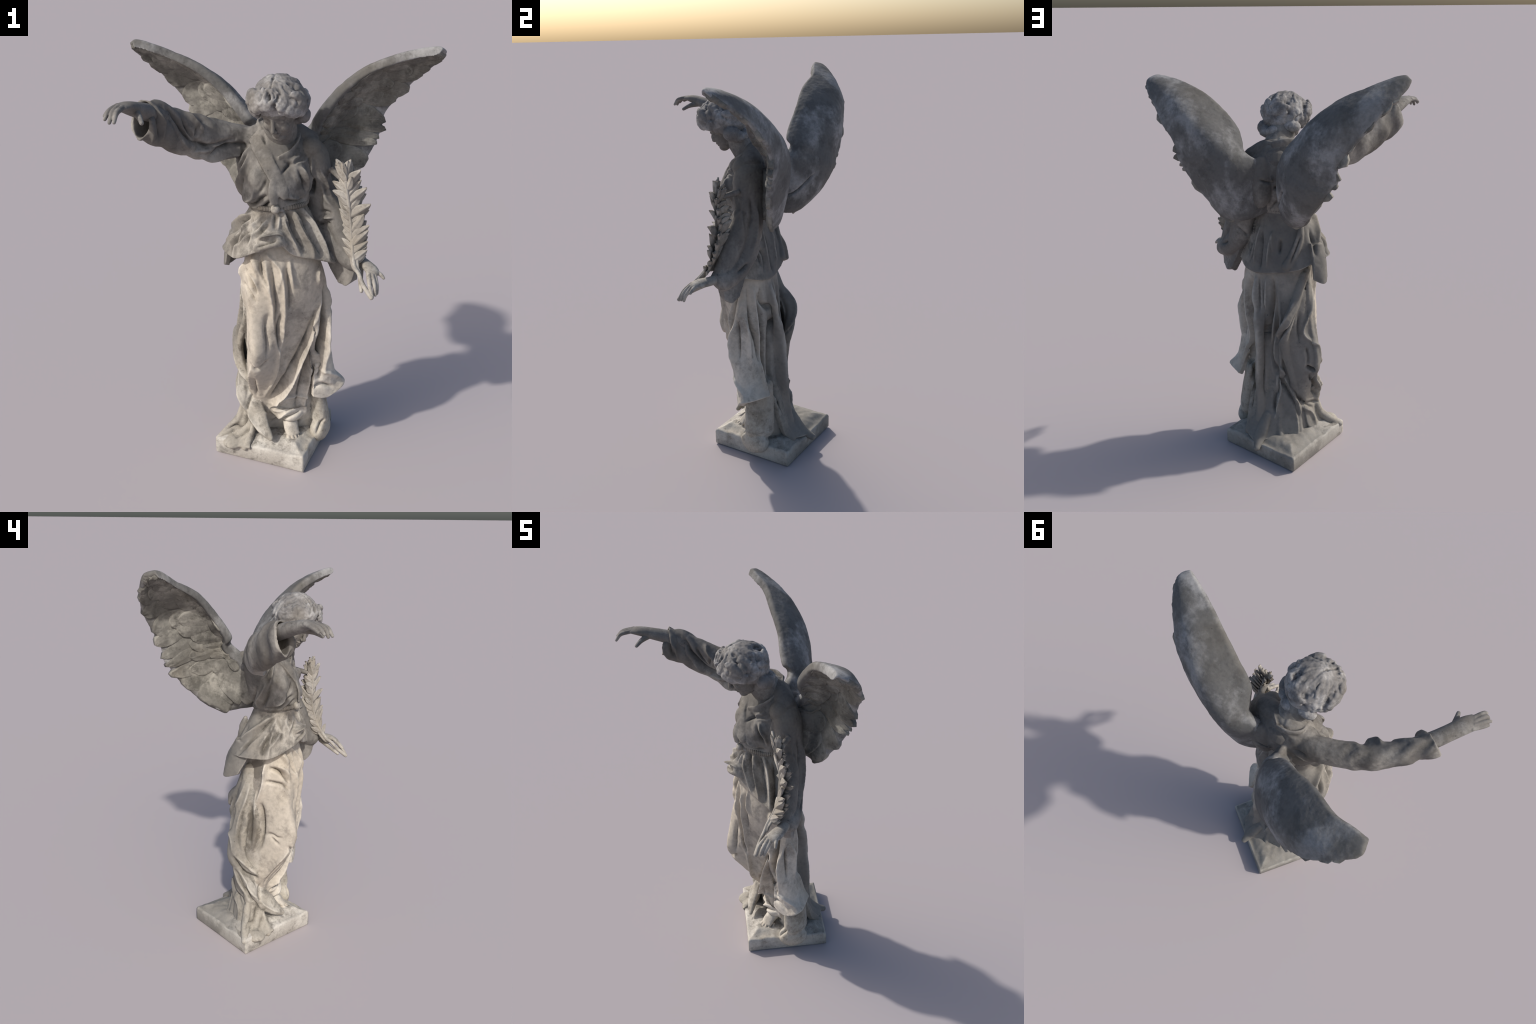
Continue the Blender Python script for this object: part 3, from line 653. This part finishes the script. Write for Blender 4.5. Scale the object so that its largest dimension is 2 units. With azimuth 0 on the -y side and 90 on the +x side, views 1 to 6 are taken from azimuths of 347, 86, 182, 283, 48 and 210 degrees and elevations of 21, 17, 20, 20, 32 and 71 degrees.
# skirt front left
ridge(.014, .0156, (.205, -.188, .833), (.210, -.190, .698), (.213, -.189, .589), (.202, -.189, .457))
ridge(.014, .0156, (.170, -.197, .755), (.120, -.179, .628), (.033, -.141, .413), (-.063, -.069, .208))
groove(.016, .0416, (.192, -.193, .818), (.185, -.195, .708), (.172, -.192, .588), (.177, -.187, .428))
groove(.012, .0208, (.227, -.112, .793), (.206, -.079, .654), (.209, -.062, .533))
ridge(.012, .013, (.233, -.140, .822), (.235, -.120, .694), (.240, -.112, .571))
groove(.012, .0156, (.228, -.170, .815), (.236, -.168, .701), (.241, -.169, .583))
# bodice, sash edges and lowered sleeve
groove(.007, .0092, (-.050, -.111, 1.615), (-.041, -.137, 1.580))
groove(.007, .0126, (.006, .252, 1.475), (.017, .226, 1.457), (.026, .190, 1.423), (.034, .136, 1.384), (.032, .062, 1.374))
groove(.007, .0138, (.042, .130, 1.461), (.050, .040, 1.438), (.011, -.204, 1.466))
groove(.007, .0103, (.034, .028, 1.375), (.058, .012, 1.344), (.084, -.010, 1.315))
groove(.009, .0184, (.028, .032, 1.374), (.018, .021, 1.331), (-.047, -.210, 1.354))
ridge(.008, .0092, (.033, .027, 1.372), (.030, .012, 1.329), (-.024, -.221, 1.354))
groove(.007, .0092, (.055, .043, 1.466), (.087, .053, 1.469), (.128, .058, 1.484))
ridge(.009, .0092, (.082, .051, 1.465), (.059, -.180, 1.506), (.097, -.176, 1.495), (.127, -.156, 1.504), (.149, -.164, 1.534))
groove(.008, .008, (.025, -.181, 1.512), (.064, -.184, 1.496), (.098, -.184, 1.489))
ridge(.010, .0126, (.092, -.191, 1.486), (.110, -.199, 1.456), (.122, -.183, 1.411), (.127, -.175, 1.374))
groove(.010, .0126, (.080, -.199, 1.479), (.090, -.208, 1.453), (.108, -.192, 1.404), (.118, -.181, 1.366))
ridge(.010, .0103, (.154, -.157, 1.512), (.154, -.157, 1.465), (.153, -.150, 1.416), (.143, -.159, 1.368))
groove(.013, .023, (.163, -.150, 1.415), (.162, -.141, 1.375), (.153, -.136, 1.343))
groove(.011, .0161, (-.132, -.130, 1.326), (-.111, -.157, 1.324), (-.081, -.188, 1.361), (-.059, -.208, 1.378))
groove(.011, .0138, (.004, -.223, 1.356), (.055, -.207, 1.339), (.120, -.175, 1.340))
ridge(.010, .0115, (-.107, -.113, 1.545), (-.120, -.108, 1.518), (-.130, -.101, 1.478), (-.139, -.106, 1.439))
groove(.010, .0115, (-.116, -.083, 1.566), (-.132, -.077, 1.539), (-.140, -.072, 1.512))
groove(.008, .0092, (-.057, -.195, 1.448), (-.074, -.193, 1.415), (-.095, -.179, 1.377))
groove(.008, .0115, (.196, -.145, 1.260), (.214, -.175, 1.268), (.232, -.195, 1.265))
ridge(.010, .0115, (.193, -.146, 1.240), (.217, -.177, 1.243), (.237, -.202, 1.252))
groove(.008, .0115, (.198, -.150, 1.224), (.222, -.185, 1.236), (.239, -.207, 1.236))
ridge(.010, .0092, (.196, -.156, 1.393), (.209, -.158, 1.344), (.221, -.175, 1.312), (.244, -.193, 1.284))
ridge(.010, .0103, (.031, -.223, 1.368), (.054, -.212, 1.357), (.086, -.197, 1.347))
ridge(.010, .0115, (.008, -.203, 1.298), (.016, -.211, 1.276), (.026, -.221, 1.243))
groove(.009, .0103, (.022, -.203, 1.293), (.037, -.210, 1.266), (.047, -.218, 1.233))
ridge(.010, .0115, (.055, -.196, 1.295), (.073, -.201, 1.266), (.092, -.208, 1.232))
groove(.009, .0115, (.080, -.191, 1.294), (.104, -.193, 1.260), (.119, -.199, 1.225))
# tunic right side, close
ridge(.018, .0184, (-.101, -.134, 1.285), (-.128, -.081, 1.249), (-.157, -.013, 1.195), (-.172, .056, 1.151))
groove(.012, .0253, (-.112, -.126, 1.264), (-.137, -.083, 1.231), (-.176, -.034, 1.172), (-.200, .019, 1.122), (-.215, .042, 1.091))
ridge(.013, .0149, (-.108, -.136, 1.267), (-.148, -.106, 1.203), (-.184, -.069, 1.144), (-.114, .000, 1.037))
groove(.007, .0103, (-.114, -.134, 1.255), (-.151, -.113, 1.191), (-.184, -.089, 1.133), (-.201, -.073, 1.106))
groove(.009, .0126, (-.127, -.157, 1.214), (-.151, -.133, 1.179), (-.179, -.104, 1.132))
ridge(.012, .0115, (-.074, -.181, 1.288), (-.108, -.175, 1.237), (-.145, -.151, 1.179), (-.180, -.114, 1.123))
ridge(.012, .0149, (-.101, -.224, 1.195), (-.055, -.245, 1.203))
groove(.009, .0126, (-.110, -.222, 1.184), (-.081, -.243, 1.193), (-.043, -.266, 1.195))
ridge(.010, .0103, (-.061, -.205, 1.272), (-.091, -.205, 1.234), (-.123, -.192, 1.192))
groove(.009, .0103, (-.055, -.217, 1.258), (-.086, -.217, 1.227), (-.114, -.207, 1.194))
ridge(.012, .0149, (-.143, -.085, 1.457), (-.146, -.064, 1.402), (-.128, -.041, 1.354), (-.110, -.040, 1.317))
groove(.012, .0172, (-.136, -.106, 1.447), (-.147, -.096, 1.404), (-.143, -.074, 1.344), (-.119, -.054, 1.317))
ridge(.012, .0115, (-.105, -.171, 1.399), (-.115, -.161, 1.359), (-.139, -.128, 1.337))
groove(.011, .0149, (-.129, -.080, 1.317), (-.117, -.152, 1.326))
groove(.010, .0103, (-.144, -.037, 1.435), (-.119, -.019, 1.380), (-.027, .016, 1.302))
groove(.009, .0149, (-.145, -.108, 1.011), (-.144, -.141, 1.001), (-.139, -.174, .982), (-.127, -.195, .955))
ridge(.011, .0115, (-.162, -.169, 1.122), (-.118, -.181, 1.055), (-.111, -.198, .995))
ridge(.010, .0092, (-.119, -.238, 1.145), (-.016, -.226, 1.042), (-.030, -.235, .941))
ridge(.010, .0115, (-.142, -.087, 1.040), (-.145, -.083, 1.003), (-.145, -.079, .968))
# FOLDS-END
crease_strokes(body, FOLDS, 1.6)
roughen(body, .0015, 22, .0008, 60)

def split(me, lab, table):
    """Cut the skin into named parts with shared borders and the whole body's normals."""
    no = get_no(me)
    fl = np.empty(len(me.loops), int); me.loops.foreach_get("vertex_index", fl)
    ls = np.empty(len(me.polygons), int); me.polygons.foreach_get("loop_start", ls)
    lt = np.empty(len(me.polygons), int); me.polygons.foreach_get("loop_total", lt)
    co = get_co(me); pl = lab[fl[ls]]
    out = {}
    for i, (nm, mat) in enumerate(table):
        sel = np.where(pl == i)[0]
        if not len(sel): continue
        faces = [fl[ls[q]:ls[q] + lt[q]] for q in sel]
        used = np.unique(np.concatenate(faces)); remap = np.full(len(co), -1); remap[used] = np.arange(len(used))
        m2 = mesh_from(co[used], [tuple(remap[q]) for q in faces], nm.split(".")[0])
        ob = add(nm, m2, mat)
        m2.normals_split_custom_set_from_vertices([tuple(x) for x in no[used]])
        out[nm] = ob
    return out
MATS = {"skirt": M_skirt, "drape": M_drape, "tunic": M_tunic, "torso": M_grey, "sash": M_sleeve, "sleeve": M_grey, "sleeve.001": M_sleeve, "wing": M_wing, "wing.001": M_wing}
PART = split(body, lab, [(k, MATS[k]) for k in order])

# ---- feathers: overlapping rows carved on the inner face of each wing
def wing_at(D, Nn, u, v):
    nu, nv = D.shape[:2]
    a = np.clip(u, 0, 1) * (nu - 1); b = np.clip(v, 0, 1) * (nv - 1)
    i = np.minimum(a.astype(int), nu - 2); j = np.minimum(b.astype(int), nv - 2)
    fa, fb = (a - i)[..., None], (b - j)[..., None]
    def L(X): return (X[i, j] * (1 - fa) + X[i + 1, j] * fa) * (1 - fb) + (X[i, j + 1] * (1 - fa) + X[i + 1, j + 1] * fa) * fb
    P, N2 = L(D), unit(L(Nn))
    over = np.maximum(v - 1, 0)[..., None]; under = np.minimum(u, 0)[..., None]
    return P + (L(np.gradient(D, axis=1)) * (nv - 1)) * over + (L(np.gradient(D, axis=0)) * (nu - 1)) * under, N2
def feather_mesh(D, Nn, sgn, u0, v0, u1, v1, half, lift, bulge, seed, through=False, na=18, nb=11):
    """One rounded feather laid on the wing face from (u0, v0) to (u1, v1); the tip stands proud."""
    a = np.linspace(0, 1, na)[:, None]; b = np.linspace(-1, 1, nb)[None, :]
    w = (.6 + .4 * smooth01(a * 2)) * np.sqrt(np.clip(1 - np.clip((a - .55) / .45, 0, 1) ** 2, .002, 1))
    du, dv = u1 - u0, v1 - v0
    su, sv = .85, .30                       # metres per unit of u and v
    ln = math.hypot(du * su, dv * sv); tx, ty = du * su / ln, dv * sv / ln
    bend = .12 * half * np.sin(a * 3 + seed)
    c = b * w * half + bend
    u = u0 + du * a + c * ty / su; v = v0 + dv * a - c * tx / sv
    P, N2 = wing_at(D, Nn, u, v)
    th = np.broadcast_to(wing_front(np.clip(u, 0, 1), np.clip(v, 0, 1)), u.shape)[..., None]
    barbs = .0010 * np.sin(22 * (a * 2.2 + np.abs(b) * .9) + seed) * (1 - b ** 2)
    h = (lift * (.1 + .9 * a ** 1.3) * np.ones_like(b) + bulge * (1 - b ** 2) * np.sin(np.pi * np.clip(a * .85 + .15, 0, 1)) + .0018 * np.exp(-(b / .14) ** 2) + barbs)[..., None]
    top = P + sgn * N2 * (th + h); bot = P + sgn * N2 * ((-.009 * np.ones_like(th)) if through else (th - .014))
    V = np.vstack([top.reshape(-1, 3), bot.reshape(-1, 3)]); o = na * nb; F = []
    for i in range(na - 1):
        for j in range(nb - 1):
            q = i * nb + j
            F.append((q, q + nb, q + nb + 1, q + 1)); F.append((o + q, o + q + 1, o + q + nb + 1, o + q + nb))
        q = i * nb; F.append((q, o + q, o + q + nb, q + nb))
        q = i * nb + nb - 1; F.append((q, q + nb, o + q + nb, o + q))
    for j in range(nb - 1):
        q = j; F.append((q, q + 1, o + q + 1, o + q))
        q = (na - 1) * nb + j; F.append((q, o + q, o + q + 1, q + 1))
    V = A([p + A(noise.noise_vector(Vector(p * 45))) * .0022 + A(noise.noise_vector(Vector(p * 14))) * .003 for p in V])
    me = mesh_from(V, F, "feather")
    bm = bmesh.new(); bm.from_mesh(me); bmesh.ops.recalc_face_normals(bm, faces=bm.faces); bm.to_mesh(me); bm.free()
    return me
fr = random.Random(21)
for nm, ref in (("wing", (-.6, -.75, -.2)), ("wing.001", (.1, -1, -.3))):
    D, Nn = WING[nm]
    sgn = 1
    # rows from the flight feathers up to the small coverts: count, root v, tip v, lift, bulge
    for n, v0, v1, lift, bulge in ((13, .42, 1.04, .008, .006), (11, .30, .78, .013, .008), (12, .18, .58, .014, .010), (13, .09, .38, .012, .009)):
        for i in range(n):
            t = (i + .5 + fr.uniform(-.18, .18)) / n
            u0 = .09 + .88 * (1 - (1 - t) ** 1.35)
            gap = .88 * 1.35 * (1 - t) ** .35 / n
            sweep = -.11 + .20 * t + fr.uniform(-.025, .025)
            if v1 < 1: sweep *= .8
            u1 = min(.975, u0 + sweep)
            half = .85 * gap * (.70 * fr.uniform(.95, 1.1) if v1 > 1 else .60 * fr.uniform(.85, 1.25))
            tip = v1 + (fr.uniform(-.05, .03) if v1 > 1 else fr.uniform(-.10, .08))
            me = feather_mesh(D, Nn, sgn, u0, v0 + fr.uniform(-.04, .04), u1, tip, half, lift * fr.uniform(.5, 1.3), bulge * fr.uniform(.5, 1.2), fr.uniform(0, 6), v1 > 1)
            add("feather", me, M_feather, PART[nm])

# ---- plinth
def plinth():
    cor = A([(.057, -.308), (.327, .061), (-.040, .336), (-.318, -.029)])
    n = 46
    rows = []
    for z, ins in ((0.0, .004), (.004, .0), (.066, .0), (.074, .003), (.079, .010)):
        ring = []
        cc = cor.mean(0)
        for i in range(4):
            a, b = cor[i], cor[(i + 1) % 4]
            for t in np.linspace(0, 1, n, endpoint=False):
                p = a + (b - a) * t
                p = p + unit(cc - p) * ins
                ring.append((p[0], p[1], z))
        rows.append(ring)
    top = A(rows[-1])
    c = top.mean(0)
    for q in np.linspace(0, .96, 40)[1:]:
        r = top + (c - top) * q
        rows.append(r)
    R = A([A(r) for r in rows])
    for j in range(4, len(R)):
        for i in range(R.shape[1]):
            p = R[j, i]
            R[j, i, 2] += .006 * noise.noise(Vector(p * 14)) + .004 * noise.noise(Vector(p * 35)) + .026 * smooth01((j - 4) / 12)
    R[2:, :, 2] += .008 * smooth01((.25 - R[2:, :, 1]) / .5)
    v, f = rings_to_mesh(R)
    return mesh_from(v, f, "plinth")
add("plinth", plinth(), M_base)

# ---- head: local frame (side, up, forward) - bowed and turned to its right
HC = A((.006, -.19, 1.752))
Hf = unit((-.53, -.70, -.47)); Hs = unit((.8, -.6, 0)); Hu = unit(np.cross(Hs, Hf)) * -1
if Hu[2] < 0: Hu = -Hu
def hp(s, u, f): return HC + Hs * s + Hu * u + Hf * f
HR = np.stack([Hs, Hu, Hf], 1)
head_solids = [
    ellipsoid(HC, (.078, .10, .095), HR),
    ellipsoid(hp(0, -.045, .038), (.062, .085, .058), HR),
    ellipsoid(hp(0, -.105, .066), (.030, .024, .026), HR),
    tube([hp(0, .0, .088), hp(0, -.03, .102), hp(-.001, -.054, .112)], [.008, .008, .010], up=Hf),
    ellipsoid(hp(0, -.058, .105), (.015, .008, .011), HR),
    tube([hp(-.045, -.004, .070), hp(-.022, .004, .087), hp(0, -.003, .090), hp(.022, .004, .087), hp(.045, -.004, .070)], .008, up=Hf),
    ellipsoid(hp(-.029, -.022, .080), (.015, .008, .009), HR),
    ellipsoid(hp(.029, -.022, .080), (.015, .008, .009), HR),
    ellipsoid(hp(-.034, -.052, .070), (.022, .024, .020), HR),
    ellipsoid(hp(.034, -.052, .070), (.022, .024, .020), HR),
    ellipsoid(hp(0, -.078, .093), (.020, .006, .008), HR),
    ellipsoid(hp(0, -.089, .090), (.016, .006, .008), HR),
]
hm = voxel_union(*merge(head_solids), .0025, 3)
add("head", hm, M_skin)
neck_m = voxel_union(*merge([tube([(.04, -.04, 1.555), (.035, -.09, 1.62), (.02, -.13, 1.68), (.005, -.16, 1.73)], [.09, .074, .068, .06], up=(0, -1, 0))]), .004, 2)
add("neck", neck_m, M_skin)
# hair: parted cap, wavy locks running down into a roll of curls round the rim
def cap(ph, el, k=1.0):
    """Point on the cap: azimuth ph round the up axis (0 = face), el from crown (0) to rim (pi/2 and on)."""
    return hp(math.sin(ph) * math.sin(el) * .100 * k, .032 + math.cos(el) * .092 * k, math.cos(ph) * math.sin(el) * .102 * k + .002)
hair_solids = [ellipsoid((.112, -.165, 1.70), (.032, .042, .036)), ellipsoid((.098, -.135, 1.685), (.035, .035, .03)), ellipsoid((.055, -.095, 1.69), (.045, .035, .03)), ellipsoid((-.03, -.095, 1.715), (.045, .03, .03)), ellipsoid(hp(0, .036, .0), (.098, .088, .098), HR), ellipsoid(hp(.0, -.035, -.06), (.078, .05, .045), HR)]
hr = random.Random(5)
NL = 26
for i in range(NL):
    ph = 2 * math.pi * i / NL + hr.uniform(-.08, .08)
    face = max(0, math.cos(ph))
    end = 2.30 - 1.22 * face ** .8 + hr.uniform(-.1, .1)      # how far down the lock hangs
    sp = []; ra = []; rb = []
    ph_w = hr.uniform(0, 6.3)
    for q in np.linspace(0.05, 1, 10):
        el = end * q
        wav = .22 * math.sin(q * 8 + ph_w) * q
        k = .985 + .12 * smooth01((q - .5) / .4) + .04 * math.sin(q * 12 + ph_w) * q
        sp.append(cap(ph + wav / max(.4, math.sin(min(el, 1.6))), el, k))
        ra.append(.007 + .012 * smooth01(q * 1.3)); rb.append(.006 + .011 * smooth01((q - .3) / .5))
    hair_solids.append(tube(sp, ra, rb, up=[unit(p - HC) for p in sp], n=12, m=40))
    for c in range(2):
        q = .82 + .14 * c; el = end * q + hr.uniform(-.08, .08)
        p0 = cap(ph + hr.uniform(-.14, .14), el, hr.uniform(1.06, 1.14) - .05 * face)
        o = unit(p0 - hp(0, .03, 0)); sz = hr.uniform(.018, .031)
        hair_solids.append(ellipsoid(p0, (sz * 1.75, sz * 1.0, sz * .75), axes(o, HR @ A((hr.uniform(-1, 1), hr.uniform(-1, 1), .2)))))
hair = voxel_union(*merge(hair_solids), .003, 3)
hair_cuts = []
for i in range(44):
    ph = hr.uniform(0, 2 * math.pi); face = max(0, math.cos(ph)); end = 2.25 - 1.05 * face ** .8
    el = end * hr.uniform(.35, .95) ; d1 = hr.choice((-1, 1)); ln = hr.uniform(.25, .5)
    hair_cuts.append(([cap(ph + d1 * ln * .5 * math.sin(q * 2.6), el + ln * (q - .5) * hr.uniform(.6, 1.2), 1.12) for q in np.linspace(0, 1, 5)], hr.uniform(.007, .011), -hr.uniform(.005, .011)))
for i in range(9):      # combed strands from the parting
    ph = 2 * math.pi * i / 9 + hr.uniform(-.1, .1)
    hair_cuts.append(([cap(ph + .12 * math.sin(q * 4 + i), .15 + q * 1.0, 1.02) for q in np.linspace(0, 1, 5)], .007, -.003))
hair_cuts.append(([cap(.12, el, 1.03) for el in np.linspace(-.5, 1.1, 7)], .006, -.008))
crease_strokes(hair, hair_cuts, 1.0, 1)
roughen(hair, .003, 38, .0012, 90)
add("hair", hair, M_hair)

# ---- hands
def hand(name, palm, pr, fingers, up, mat):
    sol = [tube(palm, pr[0], pr[1], up)]
    for pts, r in fingers:
        sol.append(tube(pts, r, up=up, n=14))
    me = voxel_union(*merge(sol), .0022, 2)
    return add(name, me, mat)
hand("hand", [(-.47, -.18, 1.735), (-.53, -.235, 1.765), (-.58, -.30, 1.79), (-.615, -.35, 1.808), (-.642, -.383, 1.814)], ([.034, .037, .036, .038, .034], [.034, .034, .029, .022, .013]), [
    ([(-.630, -.395, 1.815), (-.655, -.44, 1.805), (-.668, -.463, 1.776)], [.011, .010, .007]),
    ([(-.640, -.38, 1.818), (-.668, -.43, 1.806), (-.684, -.449, 1.774)], [.011, .010, .007]),
    ([(-.646, -.365, 1.818), (-.68, -.41, 1.808), (-.698, -.435, 1.785)], [.011, .010, .007]),
    ([(-.648, -.348, 1.815), (-.68, -.385, 1.805), (-.698, -.41, 1.792)], [.010, .009, .006]),
    ([(-.582, -.325, 1.785), (-.574, -.375, 1.775), (-.569, -.411, 1.758)], [.017, .012, .009])], (0, 0, 1), M_skin)
hand("hand.001", [(.335, -.245, 1.06), (.353, -.295, 1.05), (.36, -.345, 1.043), (.355, -.375, 1.036)], ([.026, .028, .034, .030], [.022, .020, .018, .012]), [
    ([(.335, -.38, 1.035), (.325, -.42, 1.0), (.328, -.446, .96)], [.011, .009, .007]),
    ([(.349, -.385, 1.03), (.347, -.42, .995), (.345, -.435, .96)], [.011, .009, .007]),
    ([(.364, -.378, 1.03), (.362, -.41, .99), (.358, -.422, .96)], [.010, .009, .007]),
    ([(.378, -.36, 1.035), (.393, -.377, 1.025), (.402, -.388, 1.012)], [.010, .009, .007]),
    ([(.33, -.30, 1.035), (.307, -.36, 1.0), (.294, -.405, .972)], [.014, .011, .008])], (.2, -.2, 1), M_palm)

# ---- foot
toes = [((.030, -.15, .118), (.024, -.172, .108), (.024, -.188, .088), .012), ((.041, -.158, .122), (.044, -.182, .108), (.048, -.197, .088), .0095),
        ((.055, -.155, .122), (.061, -.176, .108), (.067, -.190, .090), .009), ((.068, -.145, .12), (.076, -.161, .107), (.083, -.172, .092), .0085), ((.079, -.128, .116), (.088, -.140, .106), (.096, -.148, .094), .008)]
fs = [tube([(.06, -.06, .20), (.053, -.10, .165), (.050, -.135, .140), (.052, -.158, .122)], [.036, .036, .036, .034], [.045, .032, .022, .013], (0, 0, 1))]
for a_, b_, c_, r_ in toes:
    fs.append(tube([a_, b_, c_], [r_, r_, r_ * .9], n=12))
add("foot", voxel_union(*merge(fs), .0022, 2), M_skirt)

# ---- palm branch
RIB = [(.262, -.25, 1.47), (.272, -.252, 1.42), (.284, -.249, 1.357), (.297, -.246, 1.279), (.2985, -.261, 1.199), (.295, -.289, 1.123), (.288, -.335, 1.06), (.297, -.361, 1.037), (.304, -.40, .997), (.323, -.446, .956)]
back = [A(p) - A((-.6, -.8, .1)) * .011 for p in RIB[:8]]
rib = voxel_union(*merge([tube(back, [.008, .014, .018, .02, .022, .022, .018, .010], [.006, .008, .009, .009, .009, .009, .008, .006], (-.6, -.8, .1), n=24, m=80), tube(RIB, [.006, .007, .008, .008, .008, .0085, .009, .0095, .010, .011], n=12, m=80)]), .0025, 1)
branch = add("palm_branch", rib, M_palm)
Wd = unit((.8, -.6, 0)); Nd = unit((-.6, -.8, .1))
def leaf_mesh(n=18, k=9):
    """Boat-shaped leaflet along +X, keel up +Z, unit length."""
    top = []; bot = []
    for i in range(n):
        t = i / (n - 1)
        w = .15 * math.sin(math.pi * min(1, (t * .93 + .05)) ** .8) ** .8
        for j in range(k):
            q = -1 + 2 * j / (k - 1)
            crest = .05 * math.exp(-(q / .25) ** 2) * math.sin(math.pi * t) + .08 * t * t
            top.append((t, q * w, .035 * (1 - abs(q) ** 2.5) + crest))
            bot.append((t, q * w, -.045 * (1 - abs(q) ** 2.5) + .06 * t * t))
    V = A(top + bot); o = n * k; F = []
    for i in range(n - 1):
        for j in range(k - 1):
            a0 = i * k + j
            F.append((a0, a0 + k, a0 + k + 1, a0 + 1)); F.append((o + a0, o + a0 + 1, o + a0 + k + 1, o + a0 + k))
    for i in range(n - 1):
        for j, fl in ((0, 0), (k - 1, 1)):
            a0 = i * k + j; q = (a0, o + a0, o + a0 + k, a0 + k)
            F.append(q if fl == 0 else q[::-1])
    F.append(tuple(range(k - 1, -1, -1)) + tuple(o + j for j in range(k)))
    F.append(tuple((n - 1) * k + j for j in range(k)) + tuple(o + (n - 1) * k + j for j in range(k - 1, -1, -1)))
    return mesh_from(V, F, "leaflet")
LEAF = leaf_mesh(); LEAF.materials.append(M_palm)
LEAF.polygons.foreach_set("use_smooth", [True] * len(LEAF.polygons))
from mathutils import Matrix
def place(mesh, name, origin, xdir, nrm, length, wid, parent, mat=None):
    x = unit(xdir); z = A(nrm, float); z = unit(z - x * (z @ x)); y = np.cross(z, x)
    M = Matrix(((x[0] * length, y[0] * wid, z[0] * wid, origin[0]), (x[1] * length, y[1] * wid, z[1] * wid, origin[1]), (x[2] * length, y[2] * wid, z[2] * wid, origin[2]), (0, 0, 0, 1)))
    me = mesh.copy(); me.transform(M)          # keep the stone grain at one scale on every leaflet
    ob = bpy.data.objects.new(name, me)
    bpy.context.collection.objects.link(ob)
    ob.parent = parent
    return ob
pr = random.Random(11)
RS = spline(RIB, 200)
for side in (-1, 1):
    for i in range(14):
        t = .02 + .62 * (i + (.5 if side > 0 else 0)) / 14
        j = int(t * 199); P = RS[j]; tang = unit(RS[max(j - 3, 0)] - RS[j + 3])
        ln = (.070 + .020 * math.sin(math.pi * min(1, t * 1.4))) * pr.uniform(.75, 1.2)
        spread = .28 + .5 * smooth01(t * 4) + pr.uniform(-.2, .2)
        d = tang * math.cos(spread) + Wd * side * math.sin(spread) + Nd * pr.uniform(-.45, -.05)
        place(LEAF, "leaflet", P - tang * .006, d, Nd + Wd * side * pr.uniform(-.3, .7), ln, ln * pr.uniform(1.3, 2.0), branch)
        d2 = tang * math.cos(spread + .2) + Wd * side * math.sin(spread + .2) + Nd * pr.uniform(-.75, -.45)
        place(LEAF, "leaflet", P - tang * .012 - Nd * .01, d2, Nd, ln * .8, ln * pr.uniform(1.4, 1.9), branch)
for sp in (-.12, .15):
    place(LEAF, "leaflet", RS[8] - A((0, 0, .02)), unit(RS[0] - RS[10]) + Wd * sp, Nd, .075, .11, branch)

# ---- belt and button
WB = spline(A([(x * 1.03, y * 1.02, 1.314) for x, y in waist]), 320, True)
bt = []
for i in range(320):
    r = .0075 * (1 + .14 * math.cos(i * 2 * math.pi / 4))
    nx = unit((WB[i] - WB.mean(0)) * A((1, 1, 0)))
    ring = [WB[i] + nx * r * math.cos(a) + A((0, 0, 1)) * r * 1.6 * math.sin(a) for a in np.linspace(0, 2 * math.pi, 12, endpoint=False)]
    bt.append(ring)
bt.append(bt[0])
v, f = rings_to_mesh(A(bt), False, False)
add("belt", mesh_from(v, f, "belt"), M_tunic)
v, f = ellipsoid((-.029, -.218, 1.318), (.021, .018, .021))
add("button", mesh_from(v, f, "button"), M_tunic)
